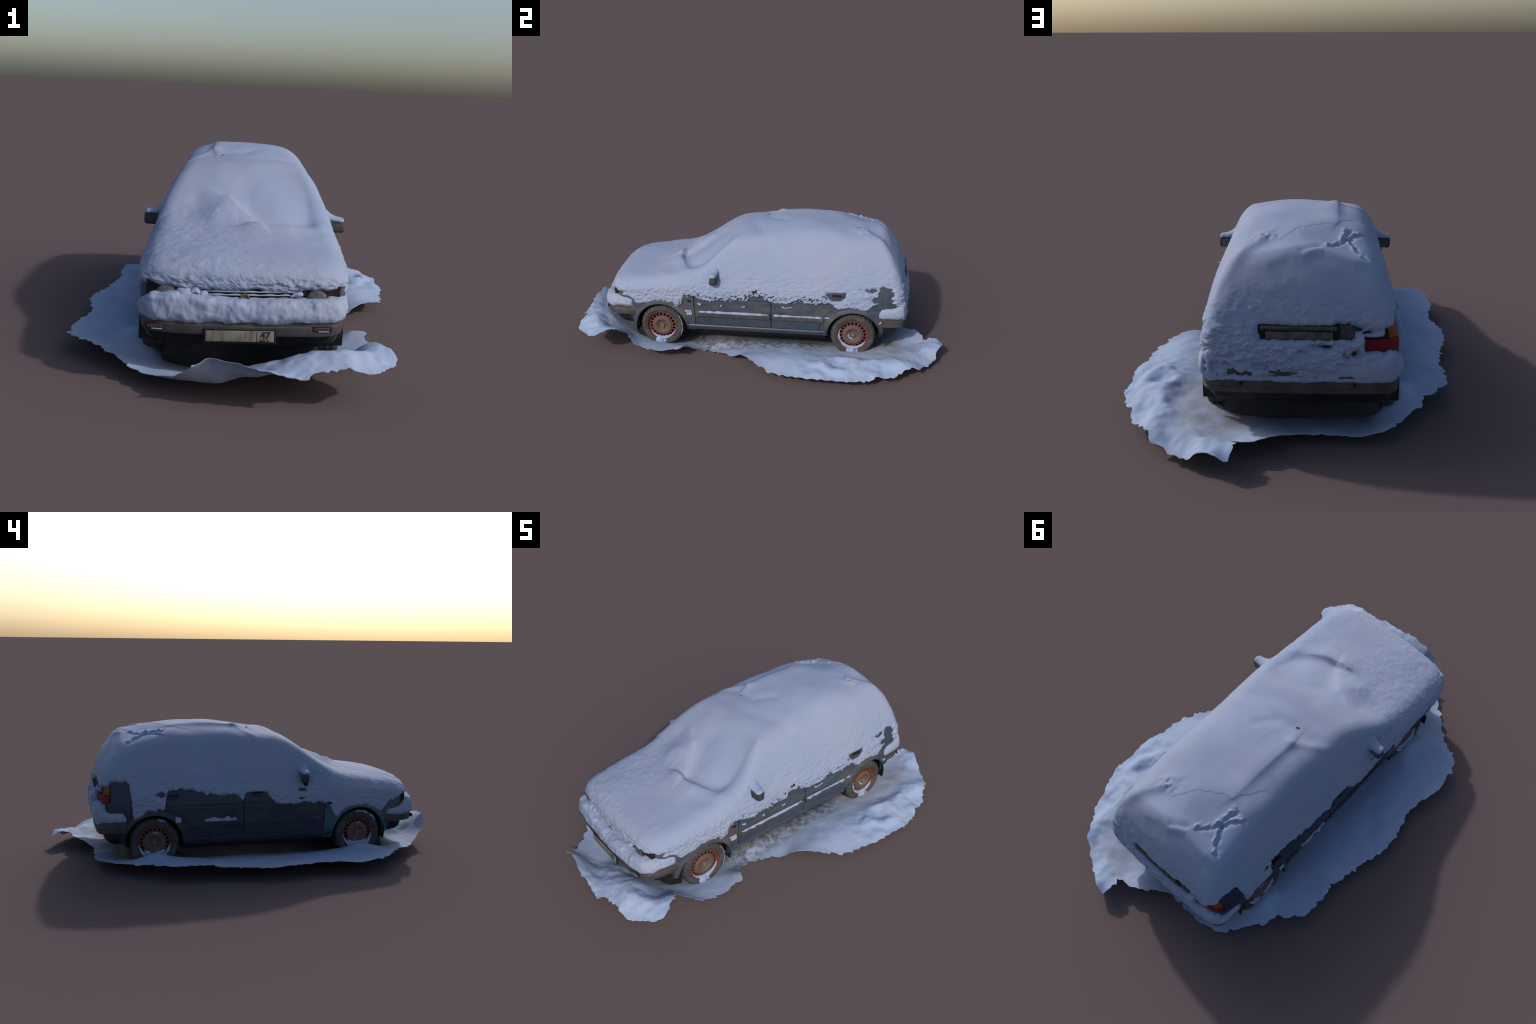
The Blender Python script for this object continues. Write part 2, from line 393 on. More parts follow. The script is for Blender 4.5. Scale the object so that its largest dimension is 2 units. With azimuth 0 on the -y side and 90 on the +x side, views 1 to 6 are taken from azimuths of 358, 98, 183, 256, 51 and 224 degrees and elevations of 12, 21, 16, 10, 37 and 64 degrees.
def snow_cover_mask(P):
    """>0 where snow sticks, roughly the distance to its edge in metres"""
    x, y, z = P.T; X = x - CX
    rag = 0.010 * fbm(P, 28, 3, 5, 0.6) + 0.004 * noise(P, 120, 8)
    mR = z - EDGE_R(y); mL = z - EDGE_L(y)
    m = np.where(X > 0, mR, mL)
    # nose: snow ends at the bonnet's front edge, above grille and lamps
    front = (y < -0.745) & (np.abs(X) < 0.285)
    m = np.where(front, z - (0.317 - 0.006 * gauss(X + 0.12, 0.035) + 0.004 * np.sin(X * 40)), m)
    # tail: everything above the bumper
    rear = (y > 0.755)
    mt = z - 0.236
    m = np.where(rear, mt, m)
    m = m + rag * np.where(front, 0.45, 0.8)
    # --- tail openings: plate slot, latch patch, lamp, chipped spots
    onrear = y > 0.66
    def rect(m, cx, cz, hx, hz, sel, seed, rg=0.003):
        d = np.maximum(np.abs(x - cx) - hx, np.abs(z - cz) - hz) + rg * noise(P, 90, seed)
        return np.where(sel, np.minimum(m, d), m)
    m = rect(m, -0.022, 0.401, 0.127, 0.021, onrear, 31)
    m = rect(m, -0.176, 0.404, 0.030, 0.024, onrear, 32, 0.006)
    m = np.where(onrear & (x < -0.225), np.minimum(m, np.maximum(0.005 + (x + 0.238), np.maximum(z - 0.384, 0.334 - z)) + 0.003 * noise(P, 80, 3)), m)
    m = np.where(onrear & (x < -0.300), np.minimum(m, np.maximum(x + 0.306, np.maximum(z - 0.412 , 0.330 - z)) + 0.003 * noise(P, 80, 4)), m)
    for cx, cz, rx, rz, sd in ((-0.107, 0.357, 0.022, 0.006, 1), (-0.206, 0.327, 0.019, 0.009, 2), (-0.19, 0.252, 0.030, 0.004, 3),
                               (0.095, 0.288, 0.024, 0.006, 4), (0.040, 0.272, 0.040, 0.005, 5), (0.02, 0.258, 0.055, 0.004, 6),
                               (0.225, 0.284, 0.035, 0.008, 7), (0.19, 0.262, 0.045, 0.006, 8), (-0.225, 0.413, 0.016, 0.006, 9), (-0.255, 0.401, 0.015, 0.006, 10)):
        h = ellipse_hole(m, x, z, cx, cz, rx, rz, P, sd, 0.8)
        m = np.where(onrear & (y > 0.72), h, m)
    # --- right flank: door-handle window, bare quarter panel, lamp glimpses, pitted lower snow
    R = X > 0.2
    hh = np.maximum(np.abs(y - 0.431) - 0.048, np.maximum(z - 0.379, (0.336 + 0.9 * np.clip(np.abs(y - 0.431) - 0.022, 0, 1)) - z)) + 0.002 * noise(P, 90, 12)
    m = np.where(R & (z > 0.33), np.minimum(m, hh), m)
    q = np.minimum(ellipse_hole(m, y, z, 0.682, 0.372, 0.040, 0.046, P, 13), ellipse_hole(m, y, z, 0.668, 0.345, 0.055, 0.018, P, 14))
    q = np.minimum(q, ellipse_hole(m, y, z, 0.610, 0.396, 0.030, 0.009, P, 15, 0.6))
    m = np.where(R & (y < 0.735), q, m)
    f = np.where(R, ellipse_hole(m, y, z, -0.745, 0.318, 0.040, 0.008, P, 17, 0.5), m)
    m = np.minimum(m, f)
    pit = noise(P, 95, 41) * 0.6 + noise(P, 170, 42) * 0.4
    band = gauss(z - (EDGE_R(y) + 0.022), 0.020) * (y > -0.40) * (y < 0.40) * R
    m = m - band * np.clip(pit - 0.10, 0, 1) * 0.16
    # --- left flank: mirror foot, handle, teal corner
    L = X < -0.2
    l = ellipse_hole(m, y, z, -0.205, 0.372, 0.024, 0.008, P, 21, 0.4)
    l = np.minimum(l, ellipse_hole(m, y, z, -0.205, 0.330, 0.014, 0.004, P, 22, 0.5))
    l = np.minimum(l, ellipse_hole(m, y, z, 0.49, 0.372, 0.016, 0.010, P, 23, 0.6))
    m = np.where(L, l, m)
    return m

def snow_relief(x, y):
    """drifts, dents and broken edges on the upward surfaces (height in metres)"""
    r = np.zeros_like(x)
    # swept hollow over the right half of the windscreen
    u = np.hypot((x - 0.10) / 0.17, (y + 0.265) / 0.165)
    r -= 0.017 * sstep(u, 1.12, 0.60)
    r += 0.003 * ridge(x, y, [(0.240, -0.37), (0.225, -0.22), (0.195, -0.11)], 0.018, 0.030)
    # its lip on the bonnet side: steep towards the glass, long slope towards the nose
    r += 0.013 * ridge(x, y, [(-0.005, -0.450), (0.045, -0.452), (0.10, -0.436), (0.16, -0.412), (0.225, -0.375)], 0.020, 0.055) * sstep(x, 0.25, 0.12)
    r -= 0.012 * gauss(np.hypot((x - 0.035) / 0.045, (y + 0.418) / 0.016), 1.0)
    # pushed-up pile left of the hollow: steep on the glass side
    r += 0.012 * ridge(x, y, [(-0.090, -0.300), (-0.045, -0.345), (0.000, -0.405), (0.020, -0.435)], 0.022, 0.055)
    r -= 0.008 * gauss(np.hypot((x + 0.06) / 0.05, (y + 0.20) / 0.07), 1.0)
    r += 0.027 * gauss(np.hypot((x + 0.115) / 0.070, (y + 0.375) / 0.055), 1.0)
    r -= 0.006 * gauss(np.hypot((x + 0.205) / 0.035, (y + 0.285) / 0.030), 1.0)
    r += 0.004 * gauss(np.hypot((x - 0.10) / 0.05, (y + 0.515) / 0.03), 1.0)
    # roof: wind ridge with a sharp left flank, facet beside it
    d, s, t = seg_dist(x, y, -0.150, 0.100, -0.140, 0.420)
    r += 0.011 * ridge(x, y, [(-0.150, 0.100), (-0.140, 0.420)], 0.020, 0.060) * (1 - 0.55 * t)
    r -= 0.006 * gauss(np.hypot((x + 0.205) / 0.040, (y - 0.25) / 0.14), 1.0)
    d, s, t = seg_dist(x, y, -0.150, 0.100, -0.260, 0.010)
    r += 0.006 * gauss(d, 0.022)
    r -= 0.006 * gauss(np.hypot((x + 0.10) / 0.09, (y - 0.035) / 0.030), 1.0)
    d, s, t = seg_dist(x, y, -0.03, 0.06, 0.02, 0.13)
    r -= 0.004 * gauss(d, 0.022)
    r -= 0.007 * gauss(np.hypot((x + 0.02) / 0.10, (y - 0.36) / 0.07), 1.0)
    # low wave across the front of the roof
    d, s = path_dist(x, y, [(-0.15, -0.05), (0.02, -0.035), (0.20, 0.06)])
    r -= 0.004 * gauss(d, 0.035)
    # broken slab edge across the rear roof: the front slab stands proud
    jag = 0.007 * np.sin(x * 55) + 0.004 * np.sin(x * 131 + 1) + 0.006 * noise(np.stack([x, 0 * x, 0 * x], -1), 50, 6)
    yl = np.interp(x, [-0.26, -0.20, -0.15, -0.096, -0.02, 0.049, 0.12], [0.30, 0.33, 0.44, 0.445, 0.50, 0.575, 0.60]) + jag
    w = sstep(x, -0.25, -0.20) * sstep(x, 0.10, 0.04)
    r += 0.0014 * w * sstep(yl - y, -0.003, 0.003) * sstep(yl - y, 0.22, 0.01)
    # ridge running down the right rear pillar, notch beside it
    r += 0.012 * ridge(x, y, [(0.10, 0.555), (0.16, 0.63), (0.215, 0.700)], 0.026, 0.050)
    N3 = np.stack([x, y, 0 * x], -1)
    r += 0.005 * gauss(np.hypot((x - 0.10) / 0.045, (y - 0.555) / 0.03), 1) * noise(N3, 60, 3)
    # crumpled ledge in the middle of the rear edge
    r += 0.008 * ridge(x, y, [(0.08, 0.690), (0.02, 0.672), (-0.030, 0.675), (-0.065, 0.655), (-0.10, 0.640), (-0.20, 0.662)], 0.045, 0.022)
    r -= 0.005 * ridge(x, y, [(-0.03, 0.662), (-0.085, 0.632)], 0.016, 0.010)
    # branch imprint on the left rear of the roof: raised crust beside a groove
    for pts, wd in (([(-0.125, 0.605), (-0.165, 0.565), (-0.180, 0.52), (-0.192, 0.462)], 0.010),
                    ([(-0.184, 0.540), (-0.215, 0.500), (-0.238, 0.467)], 0.009),
                    ([(-0.184, 0.540), (-0.206, 0.575), (-0.214, 0.600), (-0.238, 0.630)], 0.009)):
        px = x + 0.006 * noise(np.stack([x, y, 0 * x], -1), 45, 9); py = y + 0.006 * noise(np.stack([x, y, 0 * x], -1), 45, 10)
        d, s = path_dist(px, py, pts)
        d2, _ = path_dist(px - 0.013, py - 0.002, pts)
        r -= 0.0065 * gauss(d, wd) * (1.0 + 0.25 * noise(np.stack([x, y, 0 * x], -1), 55, 12))
        r += 0.008 * gauss(d2, wd * 0.9) * (0.8 + 0.5 * noise(np.stack([x, y, 0 * x], -1), 80, 11))
    return r

def build_snow_cover(parent):
    O, D, (nu, nv) = capsule_rays(150, 540, 860)
    rS = cast(O, D, 0.0); rM = cast(O, D, 1.0)
    P = O + D * rS[:, None]; PM = O + D * rM[:, None]
    G = P.reshape(nu, nv, 3)
    du = np.gradient(G, axis=0); dv = np.roll(G, -1, 1) - np.roll(G, 1, 1)
    N = np.cross(dv, du).reshape(-1, 3); N /= np.linalg.norm(N, axis=1)[:, None] + 1e-12
    N *= np.sign((N * D).sum(1))[:, None]
    up = sstep(N[:, 2], 0.15, 0.75)
    x, y = P[:, 0], P[:, 1]
    P = P + np.c_[np.zeros_like(x), np.zeros_like(x), snow_relief(x, y) * up]
    # surface texture: smooth roof, crusty bonnet and clumpy flanks
    roof = sstep(P[:, 1], -0.15, -0.02) * up
    rough_hood = up * sstep(P[:, 1], -0.28, -0.42) * (0.40 + 0.7 * sstep(P[:, 0], 0.05, -0.15))
    flank = 1 - up
    low = flank * sstep(P[:, 2], 0.42, 0.33)
    Q = P * np.array([1, 1, 1.6])
    disp = 0.0045 * fbm(P, 5.5, 2, 1) * (0.5 + 0.5 * up)
    PR = P @ np.array([[0.80, 0.60, 0.0], [-0.52, 0.70, 0.49], [0.29, -0.39, 0.87]]) + 0.012 * noise(P, 9, 33)[:, None]
    disp += 0.0050 * (0.30 - np.abs(noise(PR, 5.0, 37))) * roof   # angular wind folds
    disp += 0.0013 * fbm(P, 30, 3, 2, 0.55) * np.clip(rough_hood + 0.75 * flank + 0.10, 0, 1.2)
    disp += (0.0022 * fbm(Q, 48, 3, 3, 0.6)) * low
    QS = P * np.array([1, 0.55, 1.5])
    disp += 0.0016 * fbm(QS, 62, 3, 4) * flank * sstep(P[:, 2], 0.62, 0.45)
    disp += 0.0022 * fbm(Q, 85, 2, 14) * low * (P[:, 0] > 0)
    nosew = sstep(P[:, 1], -0.72, -0.78)
    disp += 0.0055 * flank * sstep(P[:, 2], 0.43, 0.34) * (1 - nosew)   # body of the side snow
    disp += nosew * (0.0014 * fbm(P, 30, 3, 6, 0.6))
    tail = sstep(P[:, 1], 0.74, 0.78) * sstep(P[:, 2], 0.46, 0.40)
    disp += tail * (0.0035 * fbm(Q, 26, 3, 7, 0.6))
    P = P + N * disp[:, None]
    m = snow_cover_mask(P)
    e = np.clip(m / 0.018, 0, 1); e = np.sqrt(e * (2 - e))
    e = np.where(m < 0, -0.25, e - 0.0)
    B = PM + N * -0.001
    V = B + (P - B) * e[:, None]
    V = np.where((m < 0)[:, None], PM - N * 0.004, V)
    keep = (m > 0)
    K = keep.reshape(nu, nv)
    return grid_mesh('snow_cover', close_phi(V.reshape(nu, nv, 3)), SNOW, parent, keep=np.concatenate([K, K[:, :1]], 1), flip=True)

def close_phi(G):
    return np.concatenate([G, G[:, :1]], axis=1)

# ------------------------------------------------------------------ car
car = empty('snow_covered_car', 'old blue-grey hatchback buried under thick fresh snow', 'car')

def build_shell():
    """inner body: closes the car behind panels and snow, open at the wheel housings"""
    O, D, (nu, nv) = capsule_rays(40, 150, 200)
    r = cast(O, D, 1.0)
    V = O + D * r[:, None]
    sx = np.sign(V[:, 0] - CX)
    side = np.abs(V[:, 0] - CX) > 0.26
    V[:, 0] -= sx * np.where(side, 0.007, 0.0)
    V[:, 2] -= np.where(V[:, 2] > 0.43, 0.004, 0)
    keep = np.ones(len(V), bool)
    for wy, wz in WHEEL_YZ:
        keep &= ~((np.hypot(V[:, 1] - wy, V[:, 2] - wz) < 0.152) & (np.abs(V[:, 0] - CX) > 0.16))
    G = close_phi(V.reshape(nu, nv, 3)); K = np.concatenate([keep.reshape(nu, nv), keep.reshape(nu, nv)[:, :1]], 1)
    F = grid_faces(nu, nv + 1); Vf = G.reshape(-1, 3)
    F = F[K.reshape(-1)[F].all(axis=1)]
    Vf, F = compact(Vf, F)
    mesh_obj('body_shell', Vf, F, SHELL, car)

WHEEL_YZ = [(-0.506, 0.136), (0.521, 0.139)]
ARCH_R = 0.136

def door_curve(z):      # trailing edge of the rear door, swinging over the wheel arch
    return np.interp(z, [0.15, 0.175, 0.20, 0.25, 0.285, 0.311, 0.33, 0.44], [0.335, 0.340, 0.350, 0.376, 0.412, 0.452, 0.466, 0.475])

def crease(y, z):       # pressed waistline in the flank
    return 0.003 * sstep(z, 0.314, 0.320) - 0.0035

def flank_point(sgn, y, z, out=0.0):
    y, z = np.broadcast_arrays(np.asarray(y, float), np.asarray(z, float)); shp = y.shape
    O = np.stack([np.full(y.size, CX), y.ravel(), z.ravel()], -1)
    X = cast(O, np.broadcast_to([sgn, 0.0, 0.0], O.shape), 1.0, 0.45).reshape(shp) + crease(y, z) + out
    return np.stack([CX + sgn * X, y, z], -1)

def wing_top(y):        # upper edge of the flank panels, hidden under the snow
    return np.interp(y, [-0.79, -0.74, -0.68, -0.60, -0.45, 0.60, 0.72, 0.79], [0.325, 0.345, 0.365, 0.385, 0.41, 0.44, 0.43, 0.42])

def build_panels(sgn, paint, fender_paint):
    fl = sgn < 0
    inward = np.array([-sgn * 0.010, 0, 0])
    def door(name, ya, yb, z0=0.158, z1=0.445):
        z = np.linspace(z0, z1, 60); t = np.linspace(0, 1, 90)
        Y = ya(z)[None, :] + t[:, None] * (yb(z) - ya(z))[None, :]
        Z = np.broadcast_to(z[None, :], Y.shape)
        return plate(name, flank_point(sgn, Y, Z), inward, paint, car, flip=fl)
    fd = door('front_door', lambda z: np.interp(z, [0.13, 0.36, 0.45], [-0.314, -0.322, -0.322]), lambda z: 0 * z + 0.0875)
    rd = door('rear_door', lambda z: 0 * z + 0.0935, lambda z: door_curve(z) - 0.002)
    # wings: fans from the wheel arch out to the panel's own border
    def wing(name, wy, wz, inside, mat, a0, a1):
        ang = np.radians(np.linspace(a0, a1, 130)); rows = []
        for a in ang:
            lo, hi = ARCH_R, 0.6
            if not inside(wy - (ARCH_R + .004) * math.cos(a), wz + (ARCH_R + .004) * math.sin(a)): hi = ARCH_R + .004
            else:
                step = ARCH_R
                while inside(wy - (step + .004) * math.cos(a), wz + (step + .004) * math.sin(a)): step += .004
                lo, hi = step, step + .004
                for _ in range(12):
                    mid = .5 * (lo + hi)
                    if inside(wy - mid * math.cos(a), wz + mid * math.sin(a)): lo = mid
                    else: hi = mid
                hi = lo
            w = np.r_[np.linspace(0, 0.022, 8), np.linspace(0.03, 1, 22)]
            rr = ARCH_R + np.where(w <= 0.022, w, 0.022 + (w - 0.022) / 0.978 * max(hi - ARCH_R - 0.022, 0.001))
            y = wy - rr * math.cos(a); z = wz + rr * math.sin(a)
            lip = 0.006 * np.clip(1 - (rr - ARCH_R) / 0.020, 0, 1) ** 0.6
            rows.append(flank_point(sgn, y, z, lip))
        return plate(name, np.array(rows), inward * 1.6, mat, car, flip=not fl)
    wy, wz = WHEEL_YZ[0]
    wing('front_wing', wy, wz, lambda y, z: -0.775 < y < np.interp(z, [0.13, 0.36, 0.45], [-0.3200, -0.3280, -0.3280]) and 0.118 < z < wing_top(y) and (z > 0.20 or y > -0.668), fender_paint, -7, 187)
    wy, wz = WHEEL_YZ[1]
    wing('rear_wing', wy, wz, lambda y, z: door_curve(z) + 0.002 < y < 0.785 and 0.128 < z < wing_top(y) and (z > 0.20 or y < 0.668), paint, -4, 184)
    # sill below the doors
    y = np.linspace(-0.372, 0.388, 80); pr = np.array([(0.155, -0.004), (0.150, 0.001), (0.138, 0.000), (0.124, -0.006), (0.116, -0.016), (0.112, -0.03)])
    G = np.array([[(CX + sgn * (side_x(yy, z) + o), yy, z) for z, o in pr] for yy in y])
    plate('sill', G, np.array([-sgn * 0.02, 0, 0]), paint, car, flip=not fl)
    # rubbing strips with a snow line lying on them
    for ya, yb in ((-0.308, 0.083), (0.097, 0.366)):
        y = np.linspace(ya, yb, 70)
        pr = [(0.238, 0.0), (0.2375, 0.005), (0.235, 0.0075), (0.214, 0.0075), (0.2105, 0.005), (0.210, 0.0)]
        G = np.array([[(CX + sgn * (side_x(yy, z) - 0.0015 + o), yy, z) for z, o in pr] for yy in y])
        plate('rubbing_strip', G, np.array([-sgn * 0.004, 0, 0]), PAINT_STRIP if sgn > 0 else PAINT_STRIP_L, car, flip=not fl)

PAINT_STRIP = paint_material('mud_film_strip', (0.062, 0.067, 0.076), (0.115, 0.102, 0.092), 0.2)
PAINT_STRIP_L = paint_material('rubbing_strip_darker_left', (0.026, 0.036, 0.060), (0.062, 0.057, 0.056), 0.2)

def snow_bead(name, path, width, height, seed, parent, out_sgn, flat=False):
    """a small elongated heap: path (n,3) along its foot, rounded top, ragged ends"""
    p = np.asarray(path); n = len(p); k = 11
    a = np.linspace(0, np.pi, k); t = np.linspace(0, 1, n)
    env = np.clip(np.minimum(t, 1 - t) / 0.06, 0, 1) ** 0.5
    w = (1 + 0.45 * noise(np.c_[p[:, 1] * 0 + p.sum(1) * 1.0, t * 0, t * 0], 45, seed)) * env
    rows = []
    for i in range(n):
        rows.append([(p[i, 0] + out_sgn * width * w[i] * (0.5 - 0.5 * math.cos(b)) , p[i, 1], p[i, 2] + height * w[i] * math.sin(b)) for b in a])
    G = np.array(rows)
    G += (0.0012 * noise(G.reshape(-1, 3), 110, seed + 1)).reshape(n, k, 1)
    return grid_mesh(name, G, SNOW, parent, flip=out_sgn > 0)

def build_strip_snow():
    for ya, yb, sgn, h, w in ((-0.305, 0.080, 1, 0.010, 0.012), (0.100, 0.362, 1, 0.009, 0.011), (0.372, 0.398, 1, 0.010, 0.010), (0.125, 0.285, -1, 0.016, 0.013), (0.395, 0.425, -1, 0.020, 0.010),
                              (-0.372, -0.335, 1, 0.010, 0.010), (-0.365, -0.333, 1, 0.012, 0.008)):
        y = np.linspace(ya, yb, 60)
        z = np.full_like(y, 0.2365)
        if ya == -0.365: z = np.full_like(y, 0.218)
        x = CX + sgn * (side_x(y, z) - 0.004)
        snow_bead('strip_snow', np.c_[x, y, z], w, h, int(abs(ya) * 1000), car, sgn)
    # crumbs stuck to the doors
    for y, z, L, h in ((-0.292, 0.282, 0.022, 0.008), (-0.175, 0.275, 0.010, 0.008), (-0.055, 0.281, 0.020, 0.004), (0.175, 0.288, 0.055, 0.005), (0.150, 0.293, 0.012, 0.006), (0.66, 0.215, 0.012, 0.006)):
        yy = np.linspace(y - L / 2, y + L / 2, 20); zz = z + 0.003 * np.sin((yy - y) / L * 4 + 30 * y)
        x = CX + side_x(yy, zz) - 0.003
        snow_bead('snow_crumb', np.c_[x, yy, zz], 0.006, h, int(1000 * abs(y)), car, 1)

# bumpers ------------------------------------------------------------
FRONT_PATH = [(0.325, -0.662), (0.322, -0.70), (0.314, -0.752), (0.299, -0.791), (0.262, -0.818), (0.18, -0.830), (0.0, -0.837)]
REAR_PATH = [(0.328, 0.660), (0.326, 0.70), (0.321, 0.748), (0.303, 0.777), (0.261, 0.789), (0.16, 0.794), (0.0, 0.796)]
def full_path(half, n):
    h = np.array(half); other = h[::-1][1:] * np.array([-1, 1])
    p = smooth_path(np.vstack([h, other]), n); p[:, 0] += CX
    return p

def build_bumpers():
    front = full_path(FRONT_PATH, 220)          # runs from +x to -x round the nose
    prof = [(-0.050, 0.287), (-0.008, 0.287), (-0.002, 0.283), (0.0, 0.275), (0.001, 0.222), (0.0015, 0.219), (0.003, 0.217), (0.003, 0.196), (0.000, 0.189), (-0.008, 0.185), (-0.045, 0.184)]
    def tilt(i, t): return [(o, z + 0.004 * (1 - 2 * t) * 0.8) for o, z in prof]
    G = sweep_grid(front, tilt)
    # sweep's normal must point outwards
    bumper = plate('front_bumper', G, np.array([0, 0.006, 0]), BUMPER, car, flip=True)
    # spoiler below the bumper, pulled back underneath
    inner = full_path([(0.314, -0.655), (0.310, -0.69), (0.300, -0.73), (0.280, -0.755), (0.235, -0.775), (0.15, -0.785), (0.0, -0.789)], 120)
    sp = [(0.0, 0.195), (0.0, 0.168), (-0.006, 0.150), (-0.020, 0.136), (-0.045, 0.126), (-0.09, 0.122)]
    plate('front_apron', sweep_grid(inner, lambda i, t: sp), np.array([0, 0.01, 0.0]), BLACK, car, flip=True)
    skirt = full_path([(0.270, -0.615), (0.266, -0.632), (0.250, -0.672), (0.18, -0.698), (0.0, -0.712)], 80)
    plate('front_recessed_dark_panel', sweep_grid(skirt, lambda i, t: [(0.004 * math.sin(30 * z + 8 * t) + o, z) for o, z in ((0.0, 0.15), (-0.003, 0.12), (-0.006, 0.10), (-0.008, 0.08), (-0.008, 0.06), (-0.006, 0.03))]), np.array([0, 0.01, 0.0]), UNDER, car, flip=True)  # simple near-black recessed panel in the dark hollow below the bumper
    rear = full_path(REAR_PATH, 220)[::-1]
    pr = [(-0.050, 0.280), (-0.008, 0.280), (-0.003, 0.277), (-0.001, 0.270), (0.0, 0.213), (-0.003, 0.210), (-0.003, 0.207), (-0.001, 0.205), (-0.002, 0.194), (-0.008, 0.189), (-0.045, 0.188)]
    plate('rear_bumper', sweep_grid(rear, lambda i, t: pr), np.array([0, -0.006, 0]), BUMPER, car, flip=True)
    inner = full_path([(0.314, 0.660), (0.310, 0.69), (0.300, 0.725), (0.280, 0.746), (0.240, 0.755), (0.15, 0.759), (0.0, 0.761)], 120)[::-1]
    sp = [(0.0, 0.200), (0.0, 0.168), (-0.006, 0.152), (-0.020, 0.138), (-0.045, 0.126), (-0.09, 0.120)]
    plate('rear_apron', sweep_grid(inner, lambda i, t: sp), np.array([0, -0.01, 0.0]), UNDER, car, flip=True)
    skirt = full_path([(0.275, 0.600), (0.270, 0.620), (0.245, 0.645), (0.18, 0.660), (0.0, 0.666)], 80)[::-1]
    plate('rear_recessed_dark_panel', sweep_grid(skirt, lambda i, t: [(0.004 * math.sin(30 * z + 9 * t) + o, z) for o, z in ((0.0, 0.16), (-0.004, 0.14), (-0.006, 0.12), (-0.004, 0.10), (0.0, 0.08), (0.006, 0.06), (0.012, 0.035))]), np.array([0, -0.01, 0.0]), UNDER, car, flip=True)
    # ---- snow lying on the front bumper
    n, k = 420, 46
    path = full_path(FRONT_PATH, n)
    x = path[:, 0] - CX; s = np.linspace(0, 1, n)
    endfade = np.clip(np.minimum(s, 1 - s) / 0.012, 0.02, 1) ** 0.5
    P3 = np.c_[path, np.zeros(n)]
    low = 0.229 + 0.004 * np.clip(x / 0.3, -1, 1) + 0.0035 * fbm(P3, 30, 3, 51)
    low += np.where(path[:, 1] > -0.78, np.where(x > 0, 0.012, -0.004), 0) * sstep(path[:, 1], -0.79, -0.74)
    topz = np.interp(path[:, 1], [-0.85, -0.80, -0.75, -0.66], [0.299, 0.304, 0.302, 0.296])
    topz = np.where(x < 0, topz - 0.042 * sstep(path[:, 1], -0.80, -0.70), topz)
    topz += 0.011 * gauss(x + 0.18, 0.07) - 0.004 * gauss(x - 0.02, 0.10)
    back = np.where(path[:, 1] > -0.79, 0.030, 0.062)
    rows = []
    a = np.linspace(0, 1, k)
    for i in range(n):
        zl, zt = low[i], topz[i]
        cp = np.array([(-0.006, zl + 0.001), (0.004, zl - 0.001), (0.010, zl + 0.010), (0.012, zl + 0.3 * (zt - zl)), (0.009, zl + 0.62 * (zt - zl)), (0.002, zl + 0.86 * (zt - zl)),
                       (-0.014, zl + 0.97 * (zt - zl)), (-0.034, zt), (-back[i], zt + 0.001)])
        cp[:, 0] = np.where(cp[:, 0] > 0, cp[:, 0] * endfade[i], cp[:, 0])
        t = np.linspace(0, 1, len(cp)); rows.append(np.c_[np.interp(a, t, cp[:, 0]), np.interp(a, t, cp[:, 1])])
    rows = np.array(rows)
    for _ in range(3):
        rows[:, 1:-1] = 0.25 * rows[:, :-2] + 0.5 * rows[:, 1:-1] + 0.25 * rows[:, 2:]
    G = sweep_grid(path, lambda i, t: rows[i])
    Gf = G.reshape(-1, 3)
    d = 0.0042 * fbm(Gf, 20, 2, 52, 0.5) + 0.0020 * fbm(Gf, 52, 2, 53)
    fall = np.tile(sstep(a, 0.02, 0.14) * sstep(a, 1.0, 0.9), n)
    out = np.gradient(path, axis=0); out = np.stack([-out[:, 1], out[:, 0]], -1); out /= np.linalg.norm(out, axis=1)[:, None]
    Gf[:, :2] += np.repeat(out, k, 0) * (d * fall)[:, None]
    Gf[:, 2] += 0.7 * d * fall
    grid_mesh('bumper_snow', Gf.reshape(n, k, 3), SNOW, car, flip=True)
    # ---- snow on the rear bumper, merging with the tailgate snow
    n = 420
    p = full_path([(0.328, 0.652)] + REAR_PATH[1:], n)[::-1]
    x = p[:, 0] - CX; s = np.linspace(0, 1, n); ax = np.abs(x)
    ef = np.clip(np.minimum(s, 1 - s) / 0.02, 0.02, 1) ** 0.5
    onside = sstep(p[:, 1], 0.785, 0.76)
    lowz = 0.236 + 0.012 * onside + 0.003 * fbm(np.c_[p, 0 * x], 40, 3, 61) - 0.010 * gauss(x - 0.30, 0.02)
    topz = 0.318 - np.where(x > 0, 0.014, 0.026) * sstep(p[:, 1], 0.785, 0.72) + 0.02 * gauss(ax - 0.30, 0.03) * (1 - sstep(p[:, 1], 0.78, 0.74))
    th = np.where(onside > 0.5, 0.014, 0.010)
    rows = []
    for i in range(n):
        zl, h = lowz[i], (topz[i] - lowz[i]) * (0.35 + 0.65 * ef[i])
        cp = np.array([(-0.006, zl), (0.5 * th[i] * ef[i], zl - 0.001), (th[i] * ef[i], zl + 0.25 * h), (0.95 * th[i] * ef[i], zl + 0.6 * h), (0.3 * th[i] * ef[i], zl + 0.92 * h), (-0.016, zl + h), (-0.040, zl + h)])
        t = np.linspace(0, 1, len(cp)); b = np.linspace(0, 1, 30)
        rows.append(np.c_[np.interp(b, t, cp[:, 0]), np.interp(b, t, cp[:, 1])])
    rows = np.array(rows)
    for _ in range(3):
        rows[:, 1:-1] = 0.25 * rows[:, :-2] + 0.5 * rows[:, 1:-1] + 0.25 * rows[:, 2:]
    Gf = sweep_grid(p, lambda i, t: rows[i]).reshape(-1, 3)
